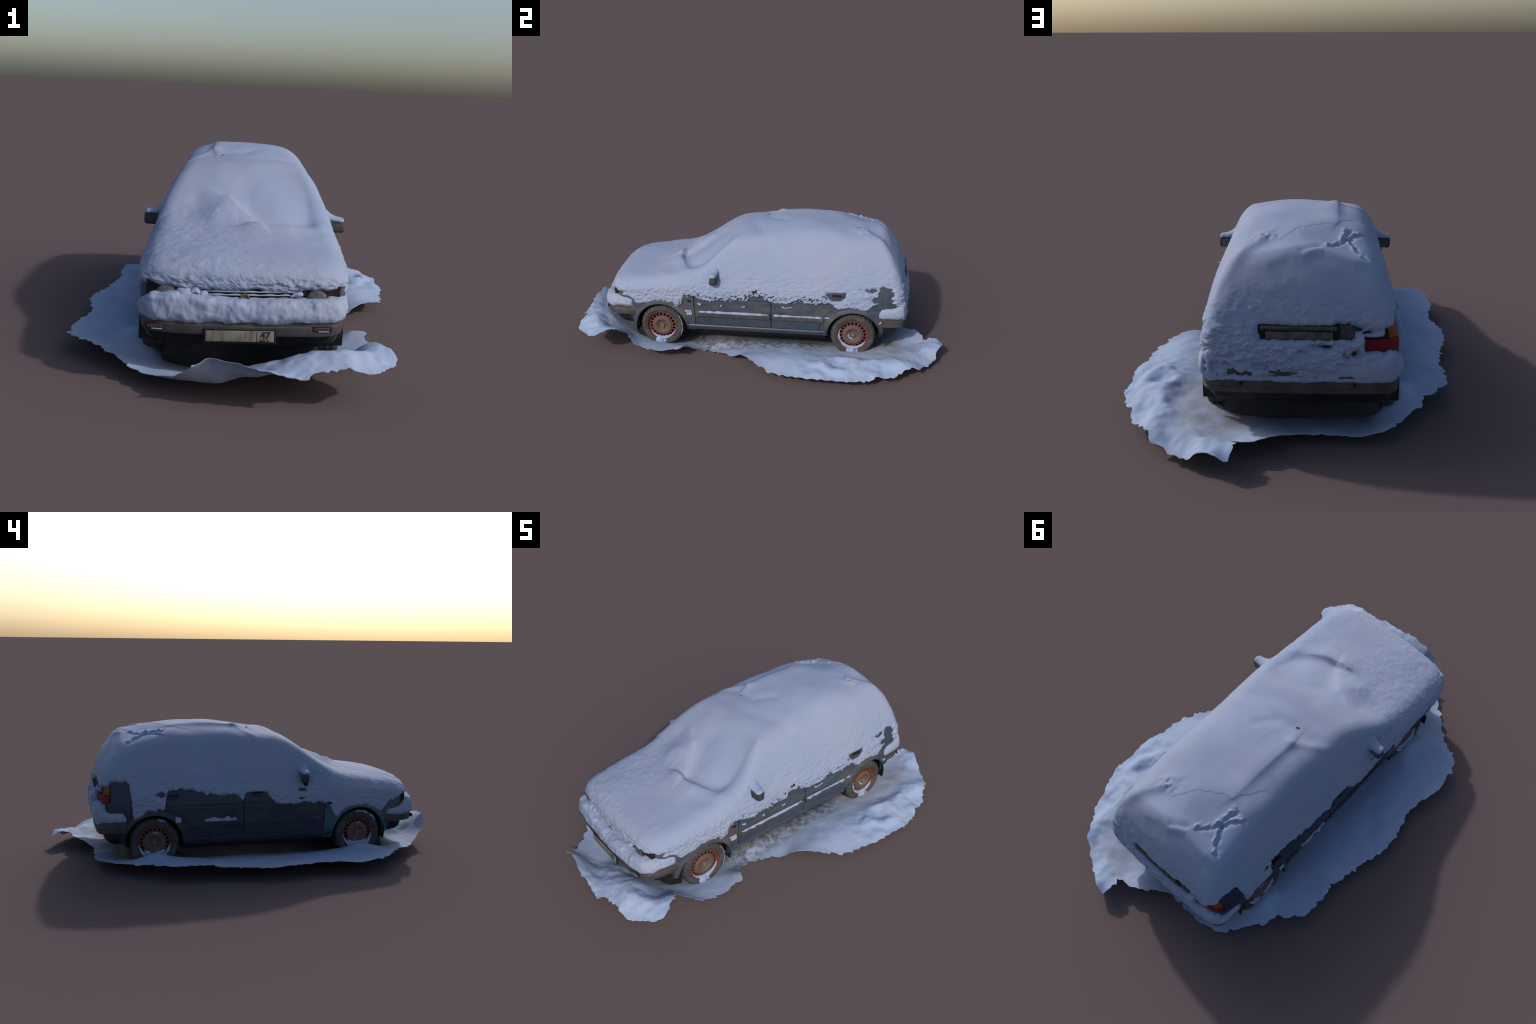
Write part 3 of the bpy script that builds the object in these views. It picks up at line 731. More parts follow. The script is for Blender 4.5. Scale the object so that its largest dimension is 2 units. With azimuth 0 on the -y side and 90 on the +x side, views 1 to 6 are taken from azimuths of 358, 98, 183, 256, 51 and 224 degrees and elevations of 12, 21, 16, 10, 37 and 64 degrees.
    Gf += (0.003 * fbm(Gf, 30, 3, 62))[:, None] * np.c_[0.6 * np.sign(Gf[:, 0]), np.full(len(Gf), 0.6), np.full(len(Gf), 0.5)]
    # torn openings where the plastic shows through
    m = np.ones(len(Gf))
    for cx, cz, rx, rz, sd in ((-0.19, 0.251, 0.030, 0.004, 3), (0.030, 0.266, 0.060, 0.007, 5), (0.02, 0.254, 0.065, 0.004, 6), (0.105, 0.284, 0.030, 0.008, 4), (0.225, 0.280, 0.045, 0.013, 7), (0.17, 0.258, 0.060, 0.007, 8)):
        m = np.minimum(m, np.hypot((Gf[:, 0] - cx) / rx, (Gf[:, 2] - cz) / rz) - 1 + 0.9 * noise(Gf, 75, sd))
    Gf[:, 1] -= 0.012 * sstep(m, 0.25, -0.15) * (Gf[:, 1] > 0.77)
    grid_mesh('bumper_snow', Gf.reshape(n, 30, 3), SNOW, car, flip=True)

# front face -----------------------------------------------------------
def disc(name, centre, r, depth, mat, parent, axis='y', sgn=-1, bulge=0.0, n=48):
    prof = [(0.0, r), (depth * 0.8, r * 0.995), (depth, r * 0.95)] + [(depth + bulge * (1 - q * q), r * q) for q in (0.85, 0.6, 0.35, 0.1, 0.0)]
    G = revolve(prof, n)
    if axis == 'y':
        V = np.stack([G[..., 1], sgn * G[..., 0], G[..., 2]], -1)
    else:
        V = np.stack([sgn * G[..., 0], G[..., 1], G[..., 2]], -1)
    V = V + np.array(centre)
    return grid_mesh(name, V, mat, parent, wrap_u=True, sharp=40)

def build_front():
    # dark grille panel between the wings
    x = np.linspace(-0.300, 0.300, 60); z = np.linspace(0.262, 0.335, 8)
    G = np.array([[(CX + xx, -0.794 + 0.028 * (xx / 0.3) ** 2, zz) for zz in z] for xx in x])
    grille = plate('grille', G, np.array([0, 0.02, 0]), BLACK, car, flip=False)
    for zz in (0.2935, 0.3045, 0.3145):
        xs = np.linspace(-0.150, 0.160, 40)
        pr = [(0.0, 0.0022), (-0.006, 0.0022), (-0.008, 0.0), (-0.006, -0.0022), (0.0, -0.0022)]
        G = np.array([[(CX + xx, -0.794 + 0.028 * (xx / 0.3) ** 2 + o, zz + 0.006 * xx / 0.3 + h) for o, h in pr] for xx in xs])
        plate('grille_slat', G, np.array([0, 0.003, 0]), BUMPER, grille, flip=True)
        p = np.array([(CX + xx, -0.801 + 0.028 * (xx / 0.3) ** 2, zz + 0.0015 + 0.006 * xx / 0.3) for xx in xs])
        G = []
        for i in range(len(p)):
            t = i / (len(p) - 1); w = min(1, 8 * t, 8 * (1 - t)) ** 0.5 * (1 + 0.35 * math.sin(37 * t + 60 * zz))
            G.append([p[i] + np.array([0, -0.003 + 0.007 * (0.5 - 0.5 * math.cos(b)), 0.0038 * w * math.sin(b)]) for b in np.linspace(0, np.pi, 7)])
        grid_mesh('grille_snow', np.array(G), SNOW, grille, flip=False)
    # snow bridge between bonnet and bumper
    for X, Z, rx, rz, ry, sd in ((-0.180, 0.300, 0.034, 0.020, 0.022, 1), (-0.148, 0.308, 0.020, 0.013, 0.018, 2), (-0.122, 0.302, 0.011, 0.016, 0.014, 3), (0.162, 0.310, 0.018, 0.009, 0.014, 4)):
        th = np.linspace(0.02, np.pi - 0.02, 22); ph = np.linspace(0, 2 * np.pi, 33)
        G = np.array([[(CX + X + rx * math.sin(a) * math.cos(b), -0.796 + ry * math.sin(a) * math.sin(b), Z + rz * math.cos(a)) for b in ph] for a in th])
        Gf = G.reshape(-1, 3); Gf += (0.006 * fbm(Gf, 45, 2, 100 + sd))[:, None] * np.array([0.8, 1, 1])
        grid_mesh('grille_snow', Gf.reshape(22, 33, 3), SNOW, grille)
    # round badge ring in the middle of the grille
    ring = []
    for a in np.linspace(0, 2 * np.pi, 40, endpoint=False):
        ring.append([(-0.024 + (0.0125 + 0.0022 * math.cos(b)) * math.cos(a), -0.805 + 0.0022 * math.sin(b), 0.2985 + (0.0125 + 0.0022 * math.cos(b)) * math.sin(a)) for b in np.linspace(0, 2 * np.pi, 9)])
    grid_mesh('badge_ring', np.array(ring), METAL, grille, wrap_u=True)
    disc('badge_plate', (-0.024, -0.798, 0.2985), 0.0115, 0.004, METAL, grille)
    # round headlamps
    for X in (0.226, -0.236):
        y = -0.795 + 0.028 * (X / 0.3) ** 2
        lamp = disc('headlamp', (CX + X, y, 0.295), 0.037, 0.005, BLACK, car)
        disc('headlamp_lens', (CX + X, y - 0.005, 0.295), 0.0325, 0.003, GLASS, lamp, bulge=0.006)
    # turn signals let into the bumper
    for X in (0.243, -0.264):
        y = np.interp(abs(X), [0.18, 0.262, 0.299], [-0.830, -0.818, -0.791]) - 0.0035
        yaw = math.radians(6 if X < 0 else -6)
        ts = rounded_box('turn_signal', (0.062, 0.006, 0.017), (CX + X, y, 0.2095 + 0.006 * X / 0.3), 0.0015, BLACK, car, rot=(0, 0, -yaw))
        rounded_box('turn_signal_lens', (0.050, 0.004, 0.011), (CX + X - 0.002, y - 0.0035, 0.2105 + 0.006 * X / 0.3), 0.0012, OLD_LENS, ts, rot=(0, 0, -yaw)).matrix_parent_inverse.identity()
        bpy.data.objects[ts.name].children[0].location = (-0.002, -0.0035, 0.001)
        bpy.data.objects[ts.name].children[0].rotation_euler = (0, 0, 0)
        b = rounded_box('turn_signal_snow', (0.034, 0.005, 0.0035), (0.004, -0.004, -0.0065), 0.0016, SNOW, ts)
    # number plate with its holder, digits and the small red flag mark
    holder = rounded_box('plate_holder', (0.222, 0.010, 0.046), (-0.035, -0.8365, 0.187), 0.002, BLACK, car, rot=(0, math.radians(-1.3), 0))
    rounded_box('number_plate', (0.208, 0.004, 0.034), (0, -0.0055, 0.0015), 0.0012, PLATE, holder)
    rounded_box('plate_divider', (0.0012, 0.0015, 0.031), (0.053, -0.0080, 0.0015), 0.0004, INK, holder)
    rounded_box('plate_flag', (0.009, 0.0012, 0.003), (0.0865, -0.0080, -0.0115), 0.0004, RED, holder)
    def text(body, size, loc, mat, parent, name):
        cu = bpy.data.curves.new(name, 'FONT'); cu.body = body; cu.size = size; cu.extrude = 0.0004
        cu.align_x = 'CENTER'; cu.align_y = 'CENTER'; cu.offset = 0.0004 * size / 0.02
        tmp = bpy.data.objects.new(name, cu); bpy.context.scene.collection.objects.link(tmp)
        dg = bpy.context.evaluated_depsgraph_get(); me = bpy.data.meshes.new_from_object(tmp.evaluated_get(dg))
        bpy.data.objects.remove(tmp); me.materials.clear(); me.materials.append(mat)
        o = bpy.data.objects.new(name, me); o.location = loc; o.rotation_euler = (math.pi / 2, 0, 0)
        return link(o, parent)
    text('47', 0.030, (0.078, -0.0084, 0.0055), INK, holder, 'region_number')
    text('RUS', 0.0095, (0.069, -0.0084, -0.0115), INK, holder, 'country_letters')
    disc('plate_screw', (-0.100, -0.0075, 0.006), 0.0022, 0.0012, METAL, holder)

# tail ------------------------------------------------------------------
def corner_patch(name, sgn, ang0, ang1, z0, z1, out, mat, parent):
    """lamp glass that follows the hull round a rear corner"""
    a = np.radians(np.linspace(ang0, ang1, 40)); z = np.linspace(z0, z1, 14)
    A, Z = np.meshgrid(a, z, indexing='ij')
    O = np.stack([np.full(A.size, CX + sgn * 0.22), np.full(A.size, 0.70), Z.ravel()], -1)
    D = np.stack([sgn * np.sin(A).ravel(), np.cos(A).ravel(), 0 * A.ravel()], -1)
    r = cast(O, D, 1.0, 0.3) + out
    G = (O + D * r[:, None]).reshape(40, 14, 3)
    return plate(name, G, (-0.012 * D), mat, parent, flip=sgn > 0, sharp=40)

def build_tail():
    for sgn in (-1, 1):
        lamp = corner_patch('tail_lamp', sgn, -16, 76, 0.336, 0.414, 0.002 if sgn < 0 else -0.002, BLACK if sgn < 0 else RED, car)
        if sgn > 0: continue
        corner_patch('tail_lamp_red', sgn, -14, 74, 0.339, 0.3745, 0.006, RED, lamp)
        corner_patch('tail_lamp_amber', sgn, 50, 74, 0.3765, 0.412, 0.006, AMBER, lamp)
        corner_patch('tail_lamp_clear', sgn, -10, 49, 0.3765, 0.409, 0.001, GLASS, lamp)
    # plate slot in the tailgate: hood strip, dark recess, plate, latch cover
    rounded_box('plate_recess', (0.262, 0.012, 0.052), (-0.022, 0.778, 0.400), 0.004, BLACK, car)
    rounded_box('plate_hood', (0.245, 0.016, 0.013), (-0.022, 0.786, 0.4165), 0.004, BUMPER, car)
    rounded_box('number_plate', (0.215, 0.004, 0.026), (-0.024, 0.786, 0.392), 0.001, OLD_PLATE, car)
    rounded_box('plate_divider', (0.0012, 0.0015, 0.026), (-0.080, 0.7885, 0.392), 0.0004, INK, car)
    rounded_box('latch_cover', (0.050, 0.014, 0.046), (-0.176, 0.774, 0.403), 0.005, BUMPER, car)
    for x in (-0.204, 0.163):
        disc('bumper_plug', (x, 0.7935, 0.2235), 0.0065, 0.003, BLACK, car, sgn=1)

# side details ----------------------------------------------------------
def build_details():
    for sgn in (1, -1):
        for y, w in ((0.022, 0.060), (0.431, 0.050)):
            z = 0.357
            X = side_x(y, z)
            h = rounded_box('door_handle', (0.010, w, 0.009), (CX + sgn * (X + 0.002), y, z + 0.010), 0.003, BLACK, car)
            rounded_box('handle_recess', (0.004, w * 0.8, 0.020), (sgn * -0.0030, 0.0, -0.012), 0.0015, PAINT if sgn > 0 else PAINT_L, h)
        # side marker on the front wing
        X = side_x(-0.348, 0.298)
        rounded_box('side_marker', (0.006, 0.020, 0.010), (CX + sgn * (X + 0.001), -0.349, 0.300), 0.002, BLACK, car)
    # fuel flap on the left
    X = side_x(0.43, 0.36)
    # mirrors
    for sgn, x in ((1, 0.318), (-1, -0.365)):
        z = 0.428 if sgn > 0 else 0.432
        mir = rounded_box('door_mirror', (0.068, 0.038, 0.048), (x, -0.214, z), 0.011, BLACK_M, car, rot=(math.radians(-6), 0, math.radians(8 * sgn)), seg=4)
        rounded_box('mirror_glass', (0.052, 0.003, 0.034), (0.0, 0.0185, 0.0), 0.0012, GLASS, mir)
        rounded_box('mirror_foot', (0.040, 0.026, 0.018), (CX + sgn * 0.318, -0.222, 0.398), 0.006, BLACK, car, rot=(0, math.radians(20 * sgn), 0))
        # snow cap that runs from the window onto the housing
        n, k = 44, 28
        t = np.linspace(0, 1, n); G = np.zeros((n, k, 3))
        xe = x + sgn * 0.030; xs = CX + sgn * 0.285
        for i in range(n):
            e = (1 - np.clip((t[i] - 0.86) / 0.14, 0, 1) ** 2) ** 0.5
            cx_ = xs + (xe - xs + 0.002 * sgn) * t[i]
            drop = (1 - t[i]) ** 2.2
            cz = z + 0.0225 + 0.022 * drop; ry = (0.0205 + 0.022 * drop) * e; rz = (0.012 + 0.028 * drop) * e
            for j in range(k):
                b = 2 * np.pi * j / k
                G[i, j] = (cx_, -0.214 + ry * math.cos(b), cz + rz * math.sin(b) * (1 if math.sin(b) > 0 else 0.6))
        Gf = G.reshape(-1, 3); Gf += (0.002 * fbm(Gf, 50, 2, 71))[:, None] * np.array([0.2, 0.4, 1])
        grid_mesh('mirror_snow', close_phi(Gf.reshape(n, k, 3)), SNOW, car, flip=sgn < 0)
    # small dark spots in the roof snow
    rounded_box('roof_dark_spot', (0.016, 0.005, 0.005), (-0.119, 0.022, 0.655), 0.002, DARK_SPOT, car, rot=(0.2, -0.3, 0.6))
    rounded_box('roof_dark_spot', (0.032, 0.007, 0.006), (-0.097, 0.440, 0.671), 0.002, DARK_SPOT, car, rot=(0.3, 0.05, 0.1))

BLACK_M = speckled('mirror_plastic', (0.030, 0.032, 0.040), (0.045, 0.046, 0.055), 40)
DARK_SPOT = speckled('brown_dark_spot', (0.10, 0.085, 0.06), (0.16, 0.14, 0.10), 90)

def build_underbody():
    # floor pan, wheel housings
    def slab(name, xs, ys, zs, mat):
        return rounded_box(name, (xs[1] - xs[0], ys[1] - ys[0], zs[1] - zs[0]), ((xs[0] + xs[1]) / 2, (ys[0] + ys[1]) / 2, (zs[0] + zs[1]) / 2), 0.012, mat, car)
    slab('floor_pan', (CX - 0.235, CX + 0.268), (-0.375, 0.385), (0.078, 0.15), UNDER)
    slab('engine_tray', (CX - 0.19, CX + 0.19), (-0.70, -0.36), (0.10, 0.18), UNDER)
    slab('rear_floor', (CX - 0.19, CX + 0.19), (0.37, 0.66), (0.105, 0.18), UNDER)
    slab('exhaust_box', (CX - 0.16, CX + 0.10), (0.52, 0.63), (0.080, 0.11), UNDER)
    for wy, wz in WHEEL_YZ:
        for sgn in (1, -1):
            a = np.radians(np.linspace(-14, 194, 50)); xs = np.linspace(0.336, 0.185, 6)
            G = np.array([[(CX + sgn * X, wy - 0.140 * math.cos(b), wz + 0.140 * math.sin(b)) for X in xs] for b in a])
            G2 = np.array([[(CX + sgn * 0.186, wy - r * math.cos(b), wz + r * math.sin(b)) for r in (0.140, 0.07, 0.0)] for b in a])
            o = grid_mesh('wheel_housing', G, UNDER, car, flip=sgn > 0)
            grid_mesh('housing_wall', G2, UNDER, o, flip=sgn > 0)

# wheels ----------------------------------------------------------------
def build_wheel_meshes():
    """meshes in wheel space: +x is the outer face, axle through the origin"""
    n = 168
    prof = [(-0.010, 0.080), (-0.001, 0.0835), (0.002, 0.088), (0.0045, 0.096), (0.004, 0.104), (0.000, 0.1105), (-0.005, 0.1150), (-0.012, 0.1172), (-0.020, 0.1180),
            (-0.022, 0.1155), (-0.025, 0.1155), (-0.027, 0.1182), (-0.040, 0.1185), (-0.042, 0.1155), (-0.046, 0.1155), (-0.048, 0.1185), (-0.062, 0.1180), (-0.072, 0.115), (-0.080, 0.108), (-0.084, 0.095), (-0.080, 0.080), (-0.045, 0.074)]
    G = revolve(prof, n)
    r = np.hypot(G[..., 1], G[..., 2]); lug = ((np.arange(n) // 2) % 3 == 0)[:, None] & (r > 0.109)
    G[..., 1:] *= np.where(lug, 0.975, 1.0)[..., None]
    F = grid_faces(n, len(prof), True)
    tyre = (G.reshape(-1, 3), F)
    # rim: outer flange, barrel step, ring with punched holes, raised centre dish, hub
    V, Fs = [], []
    def add(G, wrap=True):
        off = sum(len(v) for v in V); Fs.append(grid_faces(G.shape[0], G.shape[1], wrap, off)); V.append(G.reshape(-1, 3))
    add(revolve([(-0.006, 0.0845), (0.001, 0.0845), (0.0025, 0.0825), (0.001, 0.0805), (-0.003, 0.0795), (-0.008, 0.0785), (-0.012, 0.0765), (-0.0125, 0.0735), (-0.012, 0.0712)], 80))
    NH, rc, rh = 20, 0.0628, 0.0071
    xr = lambda r: np.interp(r, [0.054, 0.0712], [-0.007, -0.012])
    for h in range(NH):
        th = 2 * np.pi * h / NH; m = 32; ring = []
        for j in range(m):
            b = 2 * np.pi * j / m
            cu, cv = math.cos(b), math.sin(b)
            k = max(abs(cu), abs(cv)); eu, ev = cu / k, cv / k
            rr_o = rc + (0.0084 if ev > 0 else 0.0088) * ev; ta_o = th + eu * np.pi / NH
            r_in = rc + rh * cv; t_in = th + rh * cu / rc
            ring.append([(xr(rr_o), rr_o * math.cos(ta_o), rr_o * math.sin(ta_o)), (xr(r_in), r_in * math.cos(t_in), r_in * math.sin(t_in)), (xr(r_in) - 0.005, r_in * math.cos(t_in), r_in * math.sin(t_in))])
        add(np.array(ring))
    add(revolve([(-0.007, 0.054), (-0.003, 0.050), (-0.0005, 0.0455), (0.0, 0.041), (-0.001, 0.036), (-0.0035, 0.031), (-0.009, 0.0275), (-0.011, 0.024), (-0.0115, 0.012), (-0.011, 0.0)], 64))
    rim = (np.vstack(V), np.vstack(Fs))
    back = (revolve([(-0.030, 0.078), (-0.030, 0.03), (-0.030, 0.0)], 48).reshape(-1, 3), grid_faces(48, 3, True))
    # hub with four bolts
    V, Fs = [], []
    add(revolve([(-0.012, 0.011), (-0.0035, 0.0105), (-0.001, 0.008), (-0.0005, 0.004), (-0.0005, 0.0)], 28))
    for b in range(4):
        a = math.radians(45 + 90 * b)
        g = revolve([(-0.012, 0.0036), (-0.006, 0.0034), (-0.005, 0.002), (-0.005, 0.0)], 6)
        g = g + np.array([0, 0.0178 * math.cos(a), 0.0178 * math.sin(a)]); add(g)
    hub = (np.vstack(V), np.vstack(Fs))
    out = {}
    for nm, (v, f), mat, sh in (('tyre', tyre, TYRE, 38), ('rim', rim, RUST, 40), ('wheel_backing', back, BLACK, None), ('hub_bolts', hub, METAL, 35)):
        o = mesh_obj(nm, v, f, mat, None, sh)
        out[nm] = o.data; bpy.data.objects.remove(o)
    return out

def build_wheels():
    md = build_wheel_meshes()
    for wi, (wy, wz) in enumerate(WHEEL_YZ):
        for sgn in (1, -1):
            w = empty('wheel', 'x', 'x'); del w['label']; del w['category']
            w.parent = car
            X = 0.326
            w.location = (CX + sgn * X, wy, wz)
            w.rotation_euler = (math.radians(20 + 70 * wi + 40 * (sgn > 0)), 0, 0) if sgn > 0 else (math.radians(35 * wi), 0, math.pi)
            for nm in ('tyre', 'rim', 'wheel_backing', 'hub_bolts'):
                o = bpy.data.objects.new(nm, md[nm]); link(o, w)
            # snow packed against the lower rim, seen from outside
            def crescent(a0, a1, rm, wid, thick, seed):
                m, k = 60, 11; rows = []
                for i in range(m):
                    t = i / (m - 1); a = math.radians(a0 + (a1 - a0) * t); e = max(math.sin(math.pi * t), 0.01) ** 0.55
                    e *= 1 + 0.35 * float(noise(np.array([[t * 9, seed, 0.3]]), 1.0, seed)[0])
                    row = []
                    for j in range(k):
                        b = np.pi * j / (k - 1)
                        r = rm - wid * e * math.cos(b) * (1.0 if b < 1.57 else 0.7); d = thick * e * math.sin(b)
                        row.append((CX + sgn * (X - 0.010 + d), wy + r * math.cos(a), wz + r * math.sin(a)))
                    rows.append(row)
                grid_mesh('rim_snow', np.array(rows), SNOW, car, flip=sgn > 0)
            if sgn > 0 and wi == 0:
                crescent(205, 345, 0.074, 0.008, 0.013, 3); crescent(235, 290, 0.092, 0.024, 0.020, 4)
            elif sgn > 0:
                crescent(150, 335, 0.074, 0.009, 0.013, 5); crescent(238, 300, 0.092, 0.024, 0.020, 6); crescent(160, 290, 0.024, 0.006, 0.008, 7)
            else:
                crescent(185, 355, 0.076, 0.013, 0.018, 8 + wi); crescent(215, 325, 0.060, 0.018, 0.020, 12 + wi); crescent(70, 120, 0.050, 0.004, 0.012, 9 + wi)
            # dusting along the tyre shoulder
            m, k = 50, 7; rows = []
            a0, a1 = (40, -30) if sgn > 0 else ((80, 150) if wi == 0 else (95, 120))
            for i in range(m):
                t = i / (m - 1); a = math.radians(a0 + (a1 - a0) * t); e = max(math.sin(math.pi * t), 0.0) ** 0.5 * (0.7 + 0.5 * float(noise(np.array([[t * 14, wi, 1.7]]), 1.0, 5)[0]))
                rows.append([(CX + sgn * (X + 0.0005 - 0.002 + 0.004 * e * math.sin(b)), wy + (0.111 - (0.0035 if sgn > 0 else 0.008) * e * math.cos(b)) * math.cos(a), wz + (0.111 - (0.0035 if sgn > 0 else 0.008) * e * math.cos(b)) * math.sin(a)) for b in np.linspace(0, np.pi, k)])
            if not (sgn > 0 and wi == 1):
                grid_mesh('tyre_snow', np.array(rows), SNOW, car, flip=(sgn > 0) != (a1 < a0))

# ------------------------------------------------------------------ snow on the ground
# border of the patch (x, y, z), anticlockwise from the left rear corner
BORDER = [(-0.337, 0.765, 0.062), (-0.411, 0.645, 0.060), (-0.450, 0.611, 0.066), (-0.463, 0.560, 0.068), (-0.554, 0.478, 0.084), (-0.570, 0.360, 0.080),
          (-0.546, 0.280, 0.074), (-0.564, 0.258, 0.068), (-0.583, 0.142, 0.066), (-0.620, 0.019, 0.066), (-0.629, -0.051, 0.072), (-0.608, -0.145, 0.070),
          (-0.590, -0.243, 0.068), (-0.620, -0.411, 0.067), (-0.621, -0.473, 0.070), (-0.616, -0.540, 0.076), (-0.589, -0.585, 0.084), (-0.537, -0.626, 0.080),
          (-0.473, -0.661, 0.067), (-0.411, -0.727, 0.063), (-0.372, -0.774, 0.054), (-0.329, -0.821, 0.050), (-0.300, -0.840, 0.055), (-0.245, -0.893, 0.074),
          (-0.215, -0.915, 0.085), (-0.172, -0.976, 0.142), (-0.120, -0.965, 0.160), (-0.075, -0.980, 0.158), (-0.045, -0.985, 0.156), (0.016, -0.994, 0.142), (0.080, -0.985, 0.130),
          (0.152, -1.002, 0.120), (0.185, -0.978, 0.132), (0.258, -0.960, 0.143), (0.300, -0.965, 0.138), (0.358, -0.956, 0.126), (0.425, -0.893, 0.124), (0.448, -0.840, 0.138),
          (0.440, -0.789, 0.150), (0.385, -0.738, 0.150), (0.345, -0.712, 0.118), (0.318, -0.697, 0.088), (0.372, -0.670, 0.092), (0.440, -0.615, 0.086), (0.436, -0.497, 0.060), (0.430, -0.432, 0.066),
          (0.416, -0.380, 0.072), (0.386, -0.368, 0.068), (0.330, -0.345, 0.030), (0.303, -0.300, 0.006), (0.304, -0.229, 0.004), (0.340, -0.185, 0.017), (0.390, -0.100, 0.026), (0.428, -0.062, 0.060), (0.476, -0.012, 0.076),
          (0.513, 0.017, 0.070), (0.573, 0.098, 0.054), (0.585, 0.155, 0.050), (0.602, 0.237, 0.044), (0.622, 0.336, 0.050), (0.614, 0.443, 0.036), (0.627, 0.505, 0.040),
          (0.594, 0.612, 0.042), (0.564, 0.660, 0.055), (0.548, 0.735, 0.050), (0.503, 0.784, 0.054), (0.450, 0.860, 0.048), (0.350, 0.939, 0.034), (0.300, 0.960, 0.052), (0.238, 0.988, 0.080),
          (0.185, 0.997, 0.066), (0.172, 0.968, 0.090), (0.168, 0.930, 0.084), (0.188, 0.912, 0.072), (0.104, 0.888, 0.070), (0.056, 0.862, 0.074), (0.02, 0.825, 0.060), (-0.035, 0.792, 0.046),
          (-0.154, 0.793, 0.047), (-0.204, 0.800, 0.049), (-0.260, 0.785, 0.048)]
# heights inside the patch (x, y, z): beneath the car, at the tyres, banked snow
INNER = [(-0.03, 0.0, 0.018), (-0.03, -0.35, 0.018), (-0.03, 0.35, 0.022), (-0.03, 0.65, 0.046), (-0.20, 0.66, 0.046), (0.14, 0.66, 0.046), (-0.03, 0.74, 0.032), (-0.20, 0.74, 0.034), (0.12, 0.74, 0.038), (-0.03, -0.65, 0.035), (-0.03, -0.78, 0.056), (-0.01, -0.82, 0.082), (0.1, -0.80, 0.102), (-0.18, -0.80, 0.040), (-0.28, -0.74, 0.048),
         (0.22, -0.80, 0.128), (0.30, -0.78, 0.108), (0.33, -0.85, 0.155), (0.25, -0.90, 0.170), (0.14, -0.88, 0.146), (0.06, -0.86, 0.118), (0.02, -0.91, 0.098), (-0.10, -0.89, 0.068),
         (0.24, -0.70, 0.055), (0.27, -0.64, 0.045), (0.31, -0.508, 0.040), (0.36, -0.56, 0.060), (0.36, -0.46, 0.045), (0.20, -0.50, 0.020), (0.28, -0.38, 0.018),
         (0.20, -0.2, 0.034), (0.24, 0.0, 0.029), (0.24, 0.2, 0.036), (0.33, 0.1, 0.050), (0.42, 0.08, 0.066), (0.50, 0.16, 0.068), (0.37, 0.28, 0.056), (0.33, 0.521, 0.050), (0.20, 0.52, 0.030), (0.40, 0.35, 0.056), (0.46, 0.22, 0.070), (0.50, 0.42, 0.072),
         (0.45, 0.60, 0.074), (0.40, 0.74, 0.074), (0.25, 0.80, 0.058), (0.30, 0.88, 0.072), (0.10, 0.78, 0.048), (0.54, 0.55, 0.075), (0.46, 0.78, 0.075),
         (-0.355, 0.521, 0.098), (-0.385, 0.56, 0.090), (-0.385, 0.48, 0.090), (-0.30, 0.52, 0.045), (-0.30, 0.66, 0.050), (-0.42, 0.52, 0.080),
         (-0.355, -0.500, 0.088), (-0.385, -0.54, 0.090), (-0.385, -0.46, 0.082), (-0.30, -0.50, 0.035), (-0.43, -0.50, 0.074), (-0.36, -0.66, 0.050),
         (-0.40, 0.2, 0.058), (-0.40, 0.0, 0.055), (-0.40, -0.25, 0.056), (-0.30, 0.0, 0.036), (-0.30, 0.25, 0.038), (-0.30, -0.25, 0.034), (-0.50, 0.1, 0.066), (-0.50, -0.3, 0.066), (-0.50, 0.35, 0.074)]

